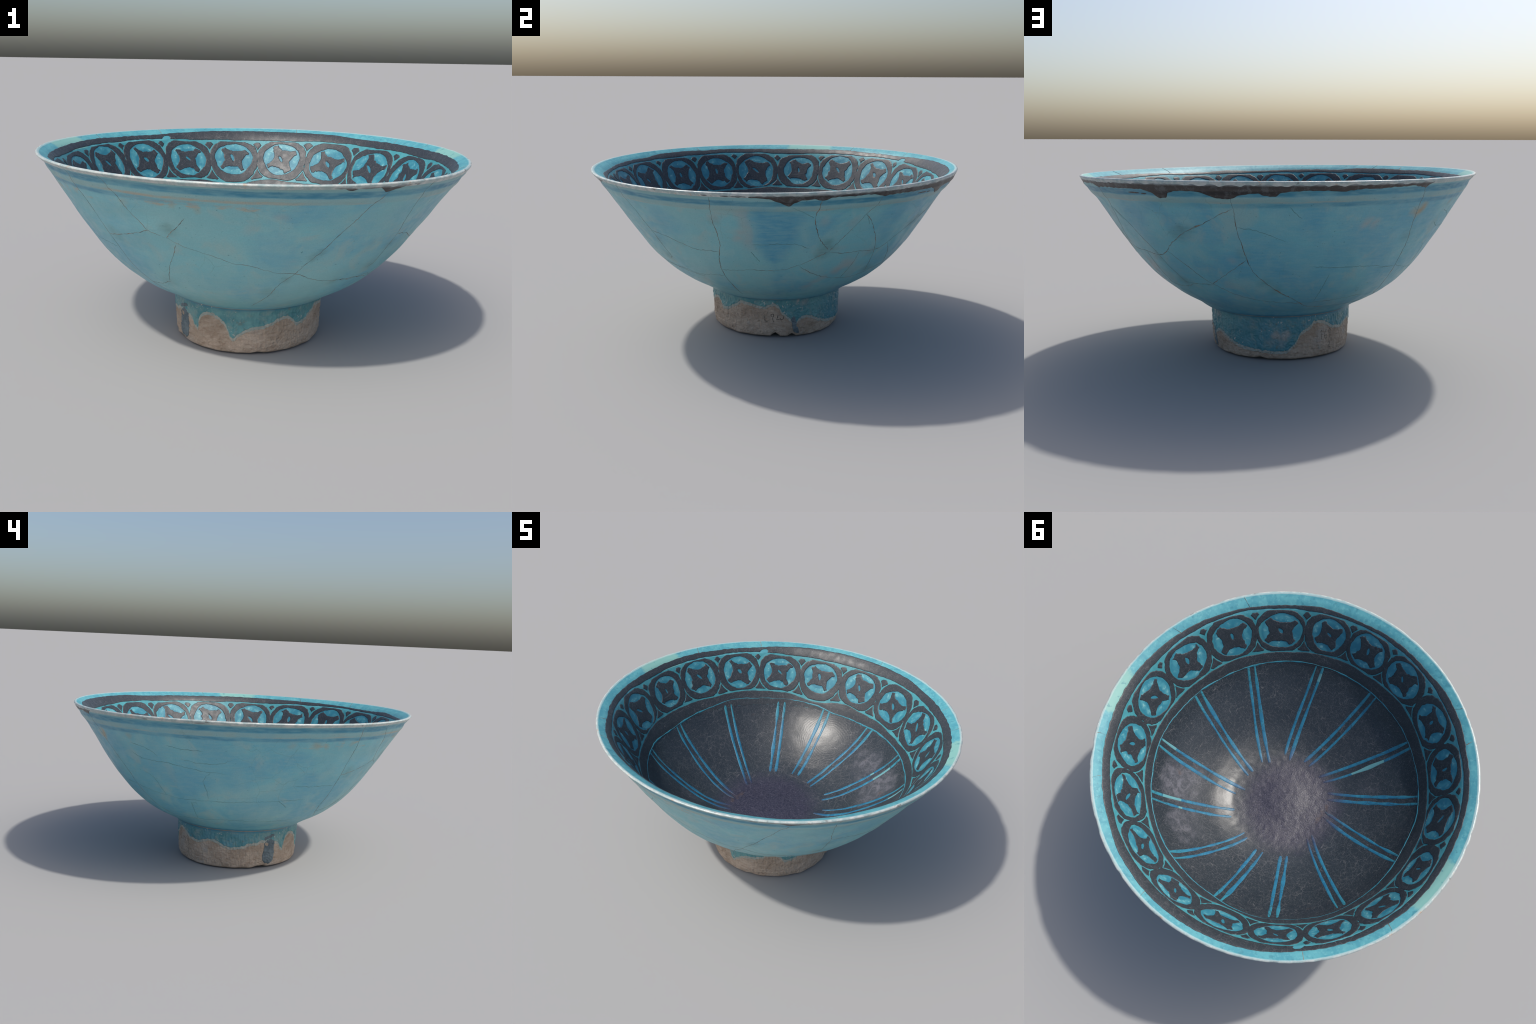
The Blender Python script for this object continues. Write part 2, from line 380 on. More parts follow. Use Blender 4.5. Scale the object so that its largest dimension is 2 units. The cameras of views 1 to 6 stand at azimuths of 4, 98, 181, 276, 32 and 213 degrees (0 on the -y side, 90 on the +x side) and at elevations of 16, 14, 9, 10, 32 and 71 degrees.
        k = N.m("MULTIPLY", N.blob(w4, O(d, z), a, b * 1.1), f * 1.05)
        col = N.mix(k, col, (.105, .180, .160))
    # bands under the rim: pooled blue, pale ridge, second blue line
    wob = N.m("MULTIPLY_ADD", N.noise(6.0, 2, .5, seed=5.0), .010, -.005); zz = N.m("ADD", zn, wob)
    zz = N.m("MULTIPLY_ADD", c, .009 * math.cos(math.radians(25)), zz); zz = N.m("MULTIPLY_ADD", sn, .009 * math.sin(math.radians(25)), zz)
    along = N.noise(4.0, 3, .6, seed=8.0, stretch=(1, 1, .3))
    col = N.mix(N.m("MULTIPLY", N.band(zz, .829, .854, .005), N.ramp(along, .3, .6, .35, .85)), col, (.27, .40, .385))
    col = N.mix(N.m("MULTIPLY", N.band(zz, .8275, .8325, .0035), N.ramp(N.noise(5, 3, .6, seed=14.0), .42, .62, .0, .55)), col, (.43, .365, .285))
    tan = N.m("MULTIPLY", N.band(zz, .829, .839, .004), N.sector(262, 22, 9))
    tan = N.m("MAXIMUM", tan, N.m("MULTIPLY", N.m("MULTIPLY", N.band(zz, .797, .822, .006), N.sector(264, 16, 8)), N.ramp(N.noise(10, 4, .65, stretch=(1, 1, 5), seed=31.0), .48, .60)))
    tan = N.m("MAXIMUM", tan, N.m("MULTIPLY", N.m("MULTIPLY", N.band(zz, .775, .822, .012), N.sector(222, 16, 8)), N.ramp(N.noise(13, 4, .65, stretch=(1, 1, 2.5), seed=33.0), .52, .64, 0, .8)))
    tan = N.m("MULTIPLY", tan, N.ramp(N.noise(22, 3, .6, seed=32.0), .3, .55, .35, .8))
    col = N.mix(tan, col, (.425, .335, .235))
    k2 = N.m("MULTIPLY", N.band(zz, .809, .8265, .005), N.sector(170, 85, 25)); k2 = N.m("MULTIPLY", k2, N.ramp(along, .35, .55, .5, .95))
    col = N.mix(k2, col, (.065, .255, .370))
    col = N.mix(N.m("MULTIPLY", N.band(zz, .855, .881, .005), N.ramp(along, .33, .6, .65, .98)), col, DEEP)
    col = N.mix(N.m("MULTIPLY", N.ramp(zz, .878, .888), .75), col, (.21, .36, .36))
    col = N.mix(N.m("MULTIPLY", N.ramp(zn, .890, .900), N.ramp(N.noise(20, 4, .65, seed=4.0), .35, .6, .35, .9)), col, (.42, .43, .40))
    # dark blue band just above the foot
    col = N.mix(N.ramp(zn, .266, .234, 0, .55), col, (.04, .22, .34))
    col = N.mix(N.m("MULTIPLY", N.ramp(zn, .252, .232, 0, .9), N.sector(140, 75, 40)), col, (.020, .150, .275))
    # pin holes, specks and brushed streaks
    sp = N.noise(95, 2, .5, seed=9.0); col = N.mix(N.ramp(sp, .70, .76, 0, .7), col, (.03, .16, .19))
    st = N.noise(60, 3, .6, stretch=(.25, .25, 1.6), seed=6.0); col = N.mix(N.ramp(st, .35, .7, 0, .38), col, (.25, .47, .49))
    gr = N.noise(220, 2, .6); col = N.mix(N.ramp(gr, .3, .7, 0, .16), col, (.06, .2, .23))
    # fine crazing lines in places
    v = N.n("ShaderNodeTexVoronoi", {"Vector": N.warp(9.0, .05, 5.0), "Scale": 7.5}, feature="DISTANCE_TO_EDGE").outputs[0]
    cz = N.m("MULTIPLY", N.ramp(v, .010, .003), N.ramp(N.noise(4, 2, .5, seed=12.0), .52, .68, 0, .32))
    col = N.mix(cz, col, (.09, .20, .19))
    bump = N.m("ADD", N.m("MULTIPLY", N.noise(70, 4, .6, stretch=(.5, .5, 1.4)), 1.0), N.m("MULTIPLY", mid, .8))
    return N.finish(col, N.ramp(N.noise(30, 3), .3, .7, .34, .50), bump, .22, .003, spec=.45)

def mat_turquoise(name, base, light, deep, bluish=0.0, seed=0.0):
    """Glossy turquoise glaze of the frieze ground, the rim band and the rays."""
    N = Nodes(name)
    n1 = N.noise(16, 4, .6, .5, seed=seed); n2 = N.noise(55, 3, .6, seed=seed + 2)
    col = N.mix(N.ramp(n1, .38, .66), deep, base)
    col = N.mix(N.ramp(n2, .50, .74, 0, .6), col, light)
    N.finish(col, .30, n2, .15, .002)
    return N, col

def mat_rim():
    N, col = mat_turquoise("turquoise_rim_glaze", (.105, .348, .390), (.17, .43, .455), (.070, .280, .340), seed=1.0)
    c, sn, r, zn = N.polar()
    jit = N.m("MULTIPLY_ADD", N.noise(25, 3), .010, -.005)
    for d, h in ((9.5, 7.5), (173.2, 8.6)):   # pale green restored patches
        col = N.mix(N.m("MULTIPLY", N.sector(d, h, .9, jit), .9), col, (.215, .430, .380))
    # thin darker green seam where glaze meets the black band
    # fine radial crazing
    ln = N.noise(40, 2, .5, stretch=(1, 1, .2), seed=3.0); col = N.mix(N.ramp(ln, .60, .70, 0, .5), col, (.045, .19, .24))
    nick = N.noise(55, 3, .7, seed=15.0); col = N.mix(N.ramp(nick, .70, .76, 0, .8), col, (.05, .10, .11))
    edge = N.noise(38, 4, .7, seed=7.0)
    zw = N.m("MULTIPLY_ADD", edge, .006, -.003)
    col = N.mix(N.m("MULTIPLY", N.ramp(N.m("ADD", zn, N.m("MULTIPLY", zw, .4)), .9105, .9130), .6), col, (.45, .54, .52))
    return N.finish(col, .48, N.noise(60, 3), .2, .002, spec=.3)

def mat_lip():
    N = Nodes("worn_lip_glaze")
    c, sn, r, zn = N.polar()
    a = N.noise(26, 4, .65); b = N.noise(70, 3, .6, seed=3.0)
    col = N.mix(N.ramp(a, .35, .65), (.30, .39, .385), (.50, .52, .49))
    col = N.mix(N.ramp(b, .55, .75, 0, .7), col, (.56, .60, .57))
    fl = N.noise(11, 4, .7, seed=6.0); col = N.mix(N.ramp(fl, .63, .70, 0, .8), col, (.46, .32, .22))
    col = N.mix(N.ramp(N.noise(17, 3, .6, seed=9.0), .64, .72, 0, .8), col, (.16, .15, .14))
    return N.finish(col, .30, b, .35, .003)

def crackle(N, col, amount=1.0):
    """Fine pale crazing, dust scratches and grain on the black slip."""
    for sc, th, seed, f in ((10, .0075, 1.0, .75), (22, .013, 4.0, .75), (41, .024, 7.0, .55)):
        v = N.n("ShaderNodeTexVoronoi", {"Vector": N.warp(6.0, .10, seed), "Scale": sc}, feature="DISTANCE_TO_EDGE").outputs[0]
        k = N.m("MULTIPLY", N.ramp(v, th, th * .25), N.ramp(N.noise(6, 3, .6, seed=seed + 1), .42, .64, .03, f * amount))
        col = N.mix(k, col, (.145, .146, .150))
    g = N.noise(150, 3, .75, seed=2.0); col = N.mix(N.ramp(g, .50, .78, 0, .65 * amount), col, (.135, .142, .152))
    s1 = N.noise(190, 3, .6, .4, stretch=(1, .07, .3), seed=6.0); col = N.mix(N.ramp(s1, .60, .74, 0, .45 * amount), col, (.20, .19, .19))
    s2 = N.noise(190, 3, .6, .4, stretch=(.09, 1, .3), seed=7.0); col = N.mix(N.ramp(s2, .60, .74, 0, .45 * amount), col, (.20, .19, .19))
    return col

def mat_black(name="black_slip"):
    N = Nodes(name)
    a = N.noise(8, 4, .6); col = N.mix(a, BLACK, (.030, .038, .046))
    col = N.mix(N.ramp(N.noise(5, 4, .65, seed=11.0), .64, .76, 0, .35), col, (.060, .052, .050))
    col = crackle(N, col, .7)
    return N.finish(col, N.ramp(N.noise(25, 3), .3, .7, .42, .54), N.noise(80, 4, .65), .25, .002, spec=.5)

RIPPLE = (86.0, .66)
STAIN = (-.055, .015, .262)
def field_tint(N, col, strength=1.0):
    """Grey purple worn stain in the well, grey haze patches on the +x wall."""
    w1 = N.warp(16, .09); w2 = N.warp(24, .10, 2.0)
    grain = N.noise(120, 3, .7, seed=3.0)
    k = N.blob(w1, STAIN, .20, .36)
    tint = N.mix(N.ramp(grain, .35, .7), (.017, .017, .036), (.060, .057, .084))
    col = N.mix(N.m("MULTIPLY", k, .92 * strength), col, tint)
    col = N.mix(N.m("MULTIPLY", N.m("MULTIPLY", k, strength), N.ramp(N.noise(85, 2, .6, .4, seed=35.0), .64, .74, 0, .45)), col, (.19, .19, .25))  # pale specks painted for glints on the pitted floor
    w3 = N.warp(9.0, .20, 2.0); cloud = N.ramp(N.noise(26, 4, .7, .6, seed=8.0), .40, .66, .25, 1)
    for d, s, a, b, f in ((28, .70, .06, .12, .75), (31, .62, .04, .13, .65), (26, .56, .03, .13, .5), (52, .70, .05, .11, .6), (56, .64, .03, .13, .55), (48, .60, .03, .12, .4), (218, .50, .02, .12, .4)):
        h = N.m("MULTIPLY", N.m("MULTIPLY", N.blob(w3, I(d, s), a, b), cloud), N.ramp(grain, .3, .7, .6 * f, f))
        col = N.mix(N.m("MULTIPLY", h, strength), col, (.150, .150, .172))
    return col, k, grain

def mat_field():
    N = Nodes("black_slip_well")
    a = N.noise(6, 4, .6); col = N.mix(a, (.014, .021, .028), (.026, .035, .044))
    col = crackle(N, col, 1.0)
    col, k, grain = field_tint(N, col)
    col = N.mix(N.ramp(N.noise(4.5, 4, .7, seed=13.0), .66, .74, 0, .55), col, (.085, .060, .052))
    for d, s in ((20, .868), (27, .880), (36, .886), (44, .876)):
        col = N.mix(N.m("MULTIPLY", N.blob(N.warp(20, .03), I(d, s), .01, .045), .5), col, (.085, .062, .055))
    rough = N.ramp(k, 0, 1, .36, .38, smooth=False)
    # faint bump rings centred on the sun highlight, for the banding inside it
    wv = N.n("ShaderNodeVectorMath", {0: N.warp(9.0, .055, 9.0), 1: tuple(float(q) for q in I(RIPPLE[0], RIPPLE[1]))}, operation="DISTANCE").outputs[1]
    rip = N.m("MULTIPLY", N.m("SINE", N.m("MULTIPLY", wv, 480.0)), N.m("MULTIPLY", N.ramp(wv, .27, .15), N.ramp(wv, .05, .10)))
    rip = N.m("MULTIPLY", rip, N.ramp(N.noise(8, 2, seed=3.0), .35, .62, .0, .13))
    bump = N.m("ADD", N.m("ADD", N.m("MULTIPLY", N.noise(90, 4, .65), .6), N.m("MULTIPLY", N.noise(14, 3, .5), .8)), rip)
    bump = N.m("ADD", bump, N.m("MULTIPLY", N.m("MULTIPLY", grain, k), 3.6))
    return N.finish(col, rough, bump, .22, .003, spec=.5)

def mat_ray():
    N, col = mat_turquoise("turquoise_ray_glaze", (.026, .180, .290), (.05, .245, .33), (.016, .130, .240), seed=5.0)
    c, sn, r, zn = N.polar()
    col = N.mix(N.ramp(r, .62, .74, 0, .7), col, (.045, .250, .300))
    k = N.blob(N.warp(22, .09), STAIN, .23, .42)
    n = N.noise(140, 3, .7, seed=3.0)
    tint = N.mix(N.ramp(n, .35, .7), (.022, .038, .095), (.050, .075, .17))
    col = N.mix(N.m("MULTIPLY", k, .9), col, tint)
    k2 = N.blob(N.warp(22, .07), STAIN, .20, .33)
    col = N.mix(k2, col, N.mix(N.ramp(n, .35, .7), (.017, .017, .036), (.060, .057, .084)))
    v = N.n("ShaderNodeTexVoronoi", {"Vector": N.warp(6.0, .08, 2.0), "Scale": 14.0}, feature="DISTANCE_TO_EDGE").outputs[0]
    col = N.mix(N.ramp(v, .03, .008, 0, .75), col, (.03, .09, .12))
    return N.finish(col, .44, n, .2, .002, spec=.4)

def mat_pale_ray():
    N = Nodes("restored_ray_paint"); n = N.noise(60, 3)
    return N.finish(N.mix(n, (.085, .275, .320), (.150, .345, .360)), .4)

def mat_frieze():
    """Glaze lies deep blue along the edges of the petals and thin and pale in their middle."""
    N = Nodes("turquoise_frieze_glaze")
    c, sn, r, zn = N.polar()
    n1 = N.noise(13, 4, .6, .6, seed=9.0); n2 = N.noise(42, 3, .6, .5, seed=4.0)
    col = N.mix(N.ramp(n1, .36, .64), (.042, .235, .275), (.070, .290, .325))
    near = None
    for a, sc, hw, hh in MEDALS:
        d = N.n("ShaderNodeVectorMath", {0: N.co, 1: tuple(float(q) for q in I(a, sc))}, operation="DISTANCE").outputs[1]
        near = d if near is None else N.m("MINIMUM", near, d)
    near = N.m("MULTIPLY_ADD", n2, .012, N.m("SUBTRACT", near, .006))
    col = N.mix(N.ramp(near, .122, .104), col, (.028, .190, .262))
    mid = N.m("MULTIPLY", N.ramp(near, .062, .080), N.ramp(near, .112, .088))
    lit = N.m("MULTIPLY", mid, N.ramp(n1, .34, .58))
    col = N.mix(N.m("MULTIPLY", lit, .60), col, (.085, .335, .385))
    col = N.mix(N.m("MULTIPLY", lit, N.ramp(n2, .50, .70, 0, .75)), col, (.25, .49, .49))
    col = N.mix(N.ramp(N.noise(11, 3, .6, seed=17.0), .70, .77, 0, .45), col, (.33, .40, .33))
    return N.finish(col, .50, N.m("ADD", n2, N.m("MULTIPLY", n1, 1.5)), .3, .004, spec=.45)

def mat_stain():
    N = Nodes("dark_iron_stain"); c, sn, r, zn = N.polar()
    n = N.noise(60, 4, .7); col = N.mix(n, (.026, .022, .021), (.052, .044, .041))
    col = N.mix(N.ramp(N.noise(140, 2, .5, seed=3.0), .66, .74, 0, .4), col, (.16, .15, .15))
    col = N.mix(N.ramp(N.noise(30, 4, .7, seed=13.0), .48, .66, 0, .6), col, (.115, .125, .125))
    fade = N.ramp(N.m("MULTIPLY_ADD", N.noise(18, 4, .65), .012, zn), .8965, .9075)
    col = N.mix(fade, col, (.27, .30, .295))
    return N.finish(col, .42, n, .3, .002)

def mat_crack():
    N = Nodes("crack_line"); n = N.noise(14, 4, .65); m = N.noise(38, 3, .6, seed=4.0)
    col = N.mix(N.ramp(n, .36, .62), (.075, .070, .060), (.230, .170, .118))
    col = N.mix(N.ramp(m, .42, .60, 0, .85), col, (.150, .290, .305))
    return N.finish(col, .6)
def mat_faint():
    N = Nodes("hairline_crack"); n = N.noise(20, 4, .65)
    return N.finish(N.mix(N.ramp(n, .35, .6), (.075, .19, .185), (.115, .285, .31)), .55)

def mat_clay():
    N = Nodes("bare_clay"); n = N.noise(9, 4, .6, .4); g = N.noise(60, 4, .7)
    col = N.mix(N.ramp(n, .35, .65), (.365, .280, .210), (.500, .400, .315))
    col = N.mix(N.ramp(g, .45, .75, 0, .5), col, (.44, .375, .30))
    col = N.mix(N.ramp(N.noise(7, 3, .6, seed=5.0), .58, .72, 0, .6), col, (.40, .365, .325))
    col = N.mix(N.ramp(N.noise(12, 4, .6, seed=8.0), .62, .72, 0, .5), col, (.26, .185, .135))
    col = N.mix(N.ramp(N.noise(30, 3, .6, seed=2.0), .68, .76, 0, .5), col, (.30, .38, .36))
    rub = N.noise(26, 4, .7, .8, stretch=(.6, .6, 3.2), seed=19.0)
    col = N.mix(N.ramp(rub, .50, .66, 0, .45), col, (.300, .215, .150))
    pit = N.noise(34, 4, .7, .3, stretch=(.8, .8, 2.4), seed=12.0)
    col = N.mix(N.ramp(pit, .52, .68, 0, .38), col, (.215, .155, .110))  # slanted creases darkened in colour for the shade inside the tool pits
    return N.finish(col, .85, N.m("ADD", g, N.m("MULTIPLY", pit, -1.5)), .8, .006, spec=.25)

def mat_skirt():
    N = Nodes("glaze_run_on_foot"); c, sn, r, zn = N.polar()
    n = N.noise(9, 4, .6, .5); col = N.mix(N.ramp(n, .35, .65), (.062, .215, .235), (.130, .310, .310))
    col = N.mix(N.m("MULTIPLY", N.sector(130, 70, 30), N.ramp(n, .3, .6, .10, .55)), col, (.040, .185, .275))
    col = N.mix(N.ramp(N.noise(18, 4, .65, .6, seed=11.0), .47, .66, 0, .75), col, (.190, .285, .270))
    col = N.mix(N.ramp(zn, .208, .226, 0, .7), col, (.028, .165, .262))
    w = N.warp(20, .05)
    for d, z, a, b, f in ((88, .130, .012, .036, .8), (95, .128, .012, .034, .8), (92, .095, .0, .04, .45), (84, .09, .0, .035, .4), (26, .214, .0, .022, .9), (33, .196, .0, .035, .5), (300, .195, .0, .03, .4), (70, .19, .0, .03, .25)):
        col = N.mix(N.m("MULTIPLY", N.blob(w, O(d, z), a, b), f), col, (.33, .32, .29))
    col = N.mix(N.ramp(N.noise(26, 3, .6, seed=3.0), .60, .72, 0, .6), col, (.14, .165, .14))
    f = N.m("MULTIPLY", N.ramp(N.noise(75, 3, .6, .6, seed=6.0), .62, .66), N.ramp(N.noise(9, 2, seed=4.0), .48, .6))
    col = N.mix(f, col, (.50, .48, .44))
    return N.finish(col, .42, N.noise(50, 4, .65), .35, .004)
def mat_skirt_edge():
    N = Nodes("pale_glaze_fringe"); n = N.noise(30, 4, .65)
    col = N.mix(N.ramp(n, .35, .65), (.290, .325, .290), (.390, .372, .315))
    return N.finish(col, .55, n, .3, .003)
def mat_drip():
    N = Nodes("blue_grey_drip"); n = N.noise(24, 4, .65)
    return N.finish(N.mix(N.ramp(n, .3, .7), (.075, .105, .122), (.140, .178, .192)), .5, n, .3, .003)
def mat_ink(name, colr):
    N = Nodes(name); return N.finish(colr, .7)

M = dict(outer=mat_outer(), rim=mat_rim(), lip=mat_lip(), black=mat_black(), field=mat_field(), ray=mat_ray(), pale_ray=mat_pale_ray(),
         frieze=mat_frieze(), stain=mat_stain(), crack=mat_crack(), faint=mat_faint(), clay=mat_clay(), skirt=mat_skirt(),
         fringe=mat_skirt_edge(), drip=mat_drip(), ink=mat_ink("brown_ink", (.055, .043, .035)), pencil=mat_ink("faint_pencil", (.20, .165, .13)))

# ------------------------------------------------------------------ body: one closed turned surface, split by region
NC = 720
TH = np.arange(NC) * TAU / NC
rows, owner = [], []          # each row: NC points; owner: part name of the quad strip that starts at this row
def row(P, part): rows.append(P); owner.append(part)
def spaced(a, b, step): return np.linspace(a, b, max(2, int(round(abs(b - a) / step)) + 1))

S_FIELD, S_BAND = .843, 1.185
for s_ in np.r_[spaced(.012, .45, .007)[:-1], spaced(.45, S_FIELD, .012)[:-1]]: row(inner_pt(TH, s_), "well")
for s_ in spaced(S_FIELD, S_BAND, .010)[:-1]: row(inner_pt(TH, s_), "frieze")
for s_ in spaced(S_BAND, S_LIP, .006): row(inner_pt(TH, s_), "rim_band")
# rounded lip; small chips and wear make its edge uneven
chip = waves(21, 20, 20, 110)(TH, 0); chip = -.0024 * np.clip(np.abs(chip) - 1.0, 0, 2) - .0004 * waves(22, 20, 8, 40)(TH, 0)
for r_, z_, k in ((.9895, .9140, .5), (.9935, .9136, .8), (.9968, .9116, 1.0), (.9980, .9088, 1.0), (.9972, .9055, .7)):
    row(place(TH, r_ + chip * k, z_ + chip * .4 * k), "lip")
for z_ in (.9025, .8985): row(outer_pt(TH, z_), "lip")
for z_ in spaced(.8940, .238, .0070): row(outer_pt(TH, z_), "outer_wall")
glaze_low = Around([(211, .172), (219, .160), (224.7, .156), (229, .142), (231.5, .112), (234, .106), (235.9, .150), (238.5, .178), (242.4, .191), (247, .193), (251, .185), (256.1, .162), (260, .128), (261.8, .088), (264.3, .078),
                    (267.4, .099), (274.7, .130), (283.4, .145), (287, .147), (291.8, .154), (296.9, .175), (303.7, .182), (309.7, .160), (313.5, .137), (320.4, .138), (323, .152), (330.8, .178), (337, .198), (348.2, .186), (356.3, .179),
                    (4.1, .199), (8.4, .187), (12, .153), (17.8, .118), (20.8, .100), (24, .080), (27.2, .105), (31.3, .123), (41, .108), (48, .085), (55, .072), (62.8, .062), (73.8, .055), (87, .049), (97, .053), (100.5, .075),
                    (104.2, .101), (106.8, .134), (111, .155), (115.8, .172), (119, .196), (124, .190), (130, .180), (137.8, .157), (146.6, .144), (150, .146), (157.5, .160), (160.5, .166), (166.6, .163), (174.7, .139), (185.4, .131), (192.1, .141), (197.4, .154), (205, .156)])
# foot: chatter marks left by the turning tool, chipped lower edge
def notch(deg, wid, dep):
    d = np.abs((np.degrees(TH) - deg + 180) % 360 - 180); return dep * np.clip(1 - d / wid, 0, 1) ** .8
base = .0009 * waves(31, 10, 2, 9)(TH, 0); base -= base.min()
base += notch(6.5, 4.5, .020) + notch(21.5, 4, .014) + notch(75, 6, .008) + notch(208, 7, .009) + notch(214, 4, .006) + notch(282, 5, .006)
_mark = waves(33, 30, 30, 95, 3.4); _rough = waves(34, 30, 60, 200)
def foot_bump(th, z):
    diag = np.sin(46 * th + 150 * z + 1.6 * _mark(th, z) + 1.5 * np.sin(7 * th) + 1.2 * np.sin(23 * z + 3 * th))
    amp = np.clip(.4 + .6 * _mark(th * 1.0, z * .6), 0, 1)
    amp = amp * np.where(z > glaze_low(np.degrees(th)), .25, 1.0)        # glaze fills the tool marks
    a = .0020 * diag * amp - .0030 * np.clip(_mark(th, z) - .3, 0, 1.2) + .0009 * _mark(th, z) + .0008 * _rough(th, z)
    return a * np.clip((.222 - z) / .02, 0, 1) * np.clip(z / .02 + .2, 0, 1)
FOOT_IN = .285
for z_ in (.232, .228, .224): row(outer_pt(TH, z_), "foot_ring")
for t in np.linspace(0, 1, 44)[1:]:
    z_ = .224 - t * (.224 - .016)
    lift = base * np.clip((.05 - z_) / .034, 0, 1)
    row(settle(place(TH, OUTER(z_) + foot_bump(TH, z_), z_ + lift)), "foot_ring")
for r_, z_ in ((.3545, .0095), (.349, .0045), (.341, .0015), (.330, 0.0), (.302, 0.0), (FOOT_IN + .006, .004)):
    row(settle(place(TH, np.full(NC, r_) + .0015 * waves(36, 10, 5, 30)(TH, r_), z_ + base)), "foot_ring")
row(place(TH, np.full(NC, FOOT_IN), .012 + base), "foot_recess")
for r_, z_ in ((.277, .05), (.268, .10), (.258, .140), (.235, .156), (.19, .163), (.12, .167), (.05, .169), (.012, .170)):
    row(place(TH, np.full(NC, r_), np.full(NC, z_)), "foot_recess")

V = np.stack(rows)                                    # rows x NC x 3
nr = len(V)
# the lowest point stands on the ground
V[..., 2] -= V[..., 2].min()
centre_in = np.append(V[0, :, :2].mean(0), V[0, :, 2].mean()); centre_out = np.append(V[-1, :, :2].mean(0), V[-1, :, 2].mean())
# vertex normals of the whole surface
du = np.roll(V, -1, 1) - np.roll(V, 1, 1); dv = np.gradient(V, axis=0)
NRM = np.cross(dv, du); NRM /= np.linalg.norm(NRM, axis=-1, keepdims=True) + 1e-12
if (NRM[40] * inward(V[40])).sum() < 0: NRM = -NRM; FLIP = True
else: FLIP = False

bowl = bpy.data.objects.new("ceramic_bowl", None); bpy.context.scene.collection.objects.link(bowl)
bowl["label"] = "footed turquoise glazed bowl with black medallion frieze inside"; bowl["category"] = "ceramic bowl"

def body_part(name, mat, parent):
    ids = [i for i in range(nr - 1) if owner[i] == name]
    lo, hi = ids[0], ids[-1] + 1
    P = V[lo:hi + 1].reshape(-1, 3); n = NRM[lo:hi + 1].reshape(-1, 3)
    k = hi - lo + 1
    g = np.arange(k * NC).reshape(k, NC); g = np.concatenate([g, g[:, :1]], 1)
    q = np.stack([g[:-1, :-1], g[:-1, 1:], g[1:, 1:], g[1:, :-1]], -1).reshape(-1, 4)
    loops, sizes = q.ravel(), np.full(len(q), 4)
    cap = centre_in if lo == 0 else centre_out if hi == nr - 1 else None
    if cap is not None:
        r0 = g[0, :-1] if lo == 0 else g[-1, :-1]
        c = len(P); P = np.vstack([P, cap]); n = np.vstack([n, (0, 0, 1) if lo == 0 else (0, 0, -1)])
        tri = np.stack([np.full(NC, c), np.roll(r0, -1), r0], -1) if lo == 0 else np.stack([r0, np.roll(r0, -1), np.full(NC, c)], -1)
        loops = np.r_[loops, tri.ravel()]; sizes = np.r_[sizes, np.full(NC, 3)]
    # winding must follow the normals
    st = np.r_[0, np.cumsum(sizes)[:-1]]
    a, b, c_ = P[loops[st]], P[loops[st + 1]], P[loops[st + 2]]
    if (np.cross(b - a, c_ - a) * n[loops[st]]).sum() < 0:
        o = np.arange(len(loops)); rep = np.repeat(st, sizes); sz = np.repeat(sizes, sizes); loops = loops[rep + (sz - 1 - (o - rep))]
    return new_object(name, mesh_from(name, P, loops, sizes, n), parent, mat)

well = body_part("well", M["field"], bowl)
frieze = body_part("frieze", M["frieze"], bowl)
rim_band = body_part("rim_band", M["rim"], bowl)
lip = body_part("lip", M["lip"], bowl)
outer_wall = body_part("outer_wall", M["outer"], bowl)
foot_ring = body_part("foot_ring", M["clay"], bowl)
foot_recess = body_part("foot_recess", M["clay"], bowl)

# ------------------------------------------------------------------ frieze: black slip in low relief
rim_edge = Around([(1, 1.232), (17, 1.229), (37, 1.224), (54, 1.224), (62, 1.235), (75, 1.239), (89, 1.240), (103, 1.240), (115, 1.237), (131, 1.225), (143, 1.227), (155, 1.230), (170, 1.227), (182, 1.221), (195, 1.224), (206, 1.230), (217, 1.228), (230, 1.236), (238, 1.235), (250, 1.219), (266, 1.219), (278, 1.210), (293, 1.218), (304, 1.210), (318, 1.215), (335, 1.225), (348, 1.229)])
up_line = Around([(10, 1.179), (18, 1.172), (37, 1.173), (45, 1.169), (56, 1.175), (64, 1.175), (81, 1.167), (98, 1.163), (107, 1.167), (116, 1.171), (136, 1.191), (155, 1.189), (174, 1.181), (182, 1.174), (195, 1.188), (206, 1.192), (214, 1.190), (231, 1.188), (250, 1.190), (268, 1.189), (285, 1.186), (304, 1.187), (323, 1.195), (339, 1.192), (359, 1.177)])
lo_line = Around([(3, 0.916), (18, 0.916), (28, 0.915), (36, 0.911), (46, 0.901), (58, 0.905), (67, 0.914), (77, 0.913), (86, 0.925), (102, 0.894), (119, 0.932), (127, 0.936), (140, 0.943), (153, 0.931), (164, 0.938), (176, 0.938), (191, 0.941), (204, 0.928), (222, 0.930), (237, 0.939), (248, 0.953), (256, 0.946), (267, 0.938), (275, 0.942), (290, 0.933), (301, 0.925), (310, 0.923), (322, 0.928), (345, 0.917)])
ring_line = Around([(4, 0.859), (15, 0.861), (30, 0.853), (40, 0.857), (51, 0.854), (61, 0.854), (75, 0.845), (89, 0.844), (102, 0.868), (116, 0.882), (130, 0.884), (144, 0.890), (156, 0.871), (172, 0.852), (183, 0.842), (201, 0.856), (213, 0.854), (225, 0.852), (240, 0.856), (256, 0.857), (273, 0.860), (285, 0.862), (297, 0.861), (322, 0.853), (336, 0.849), (348, 0.852), (358, 0.852)])
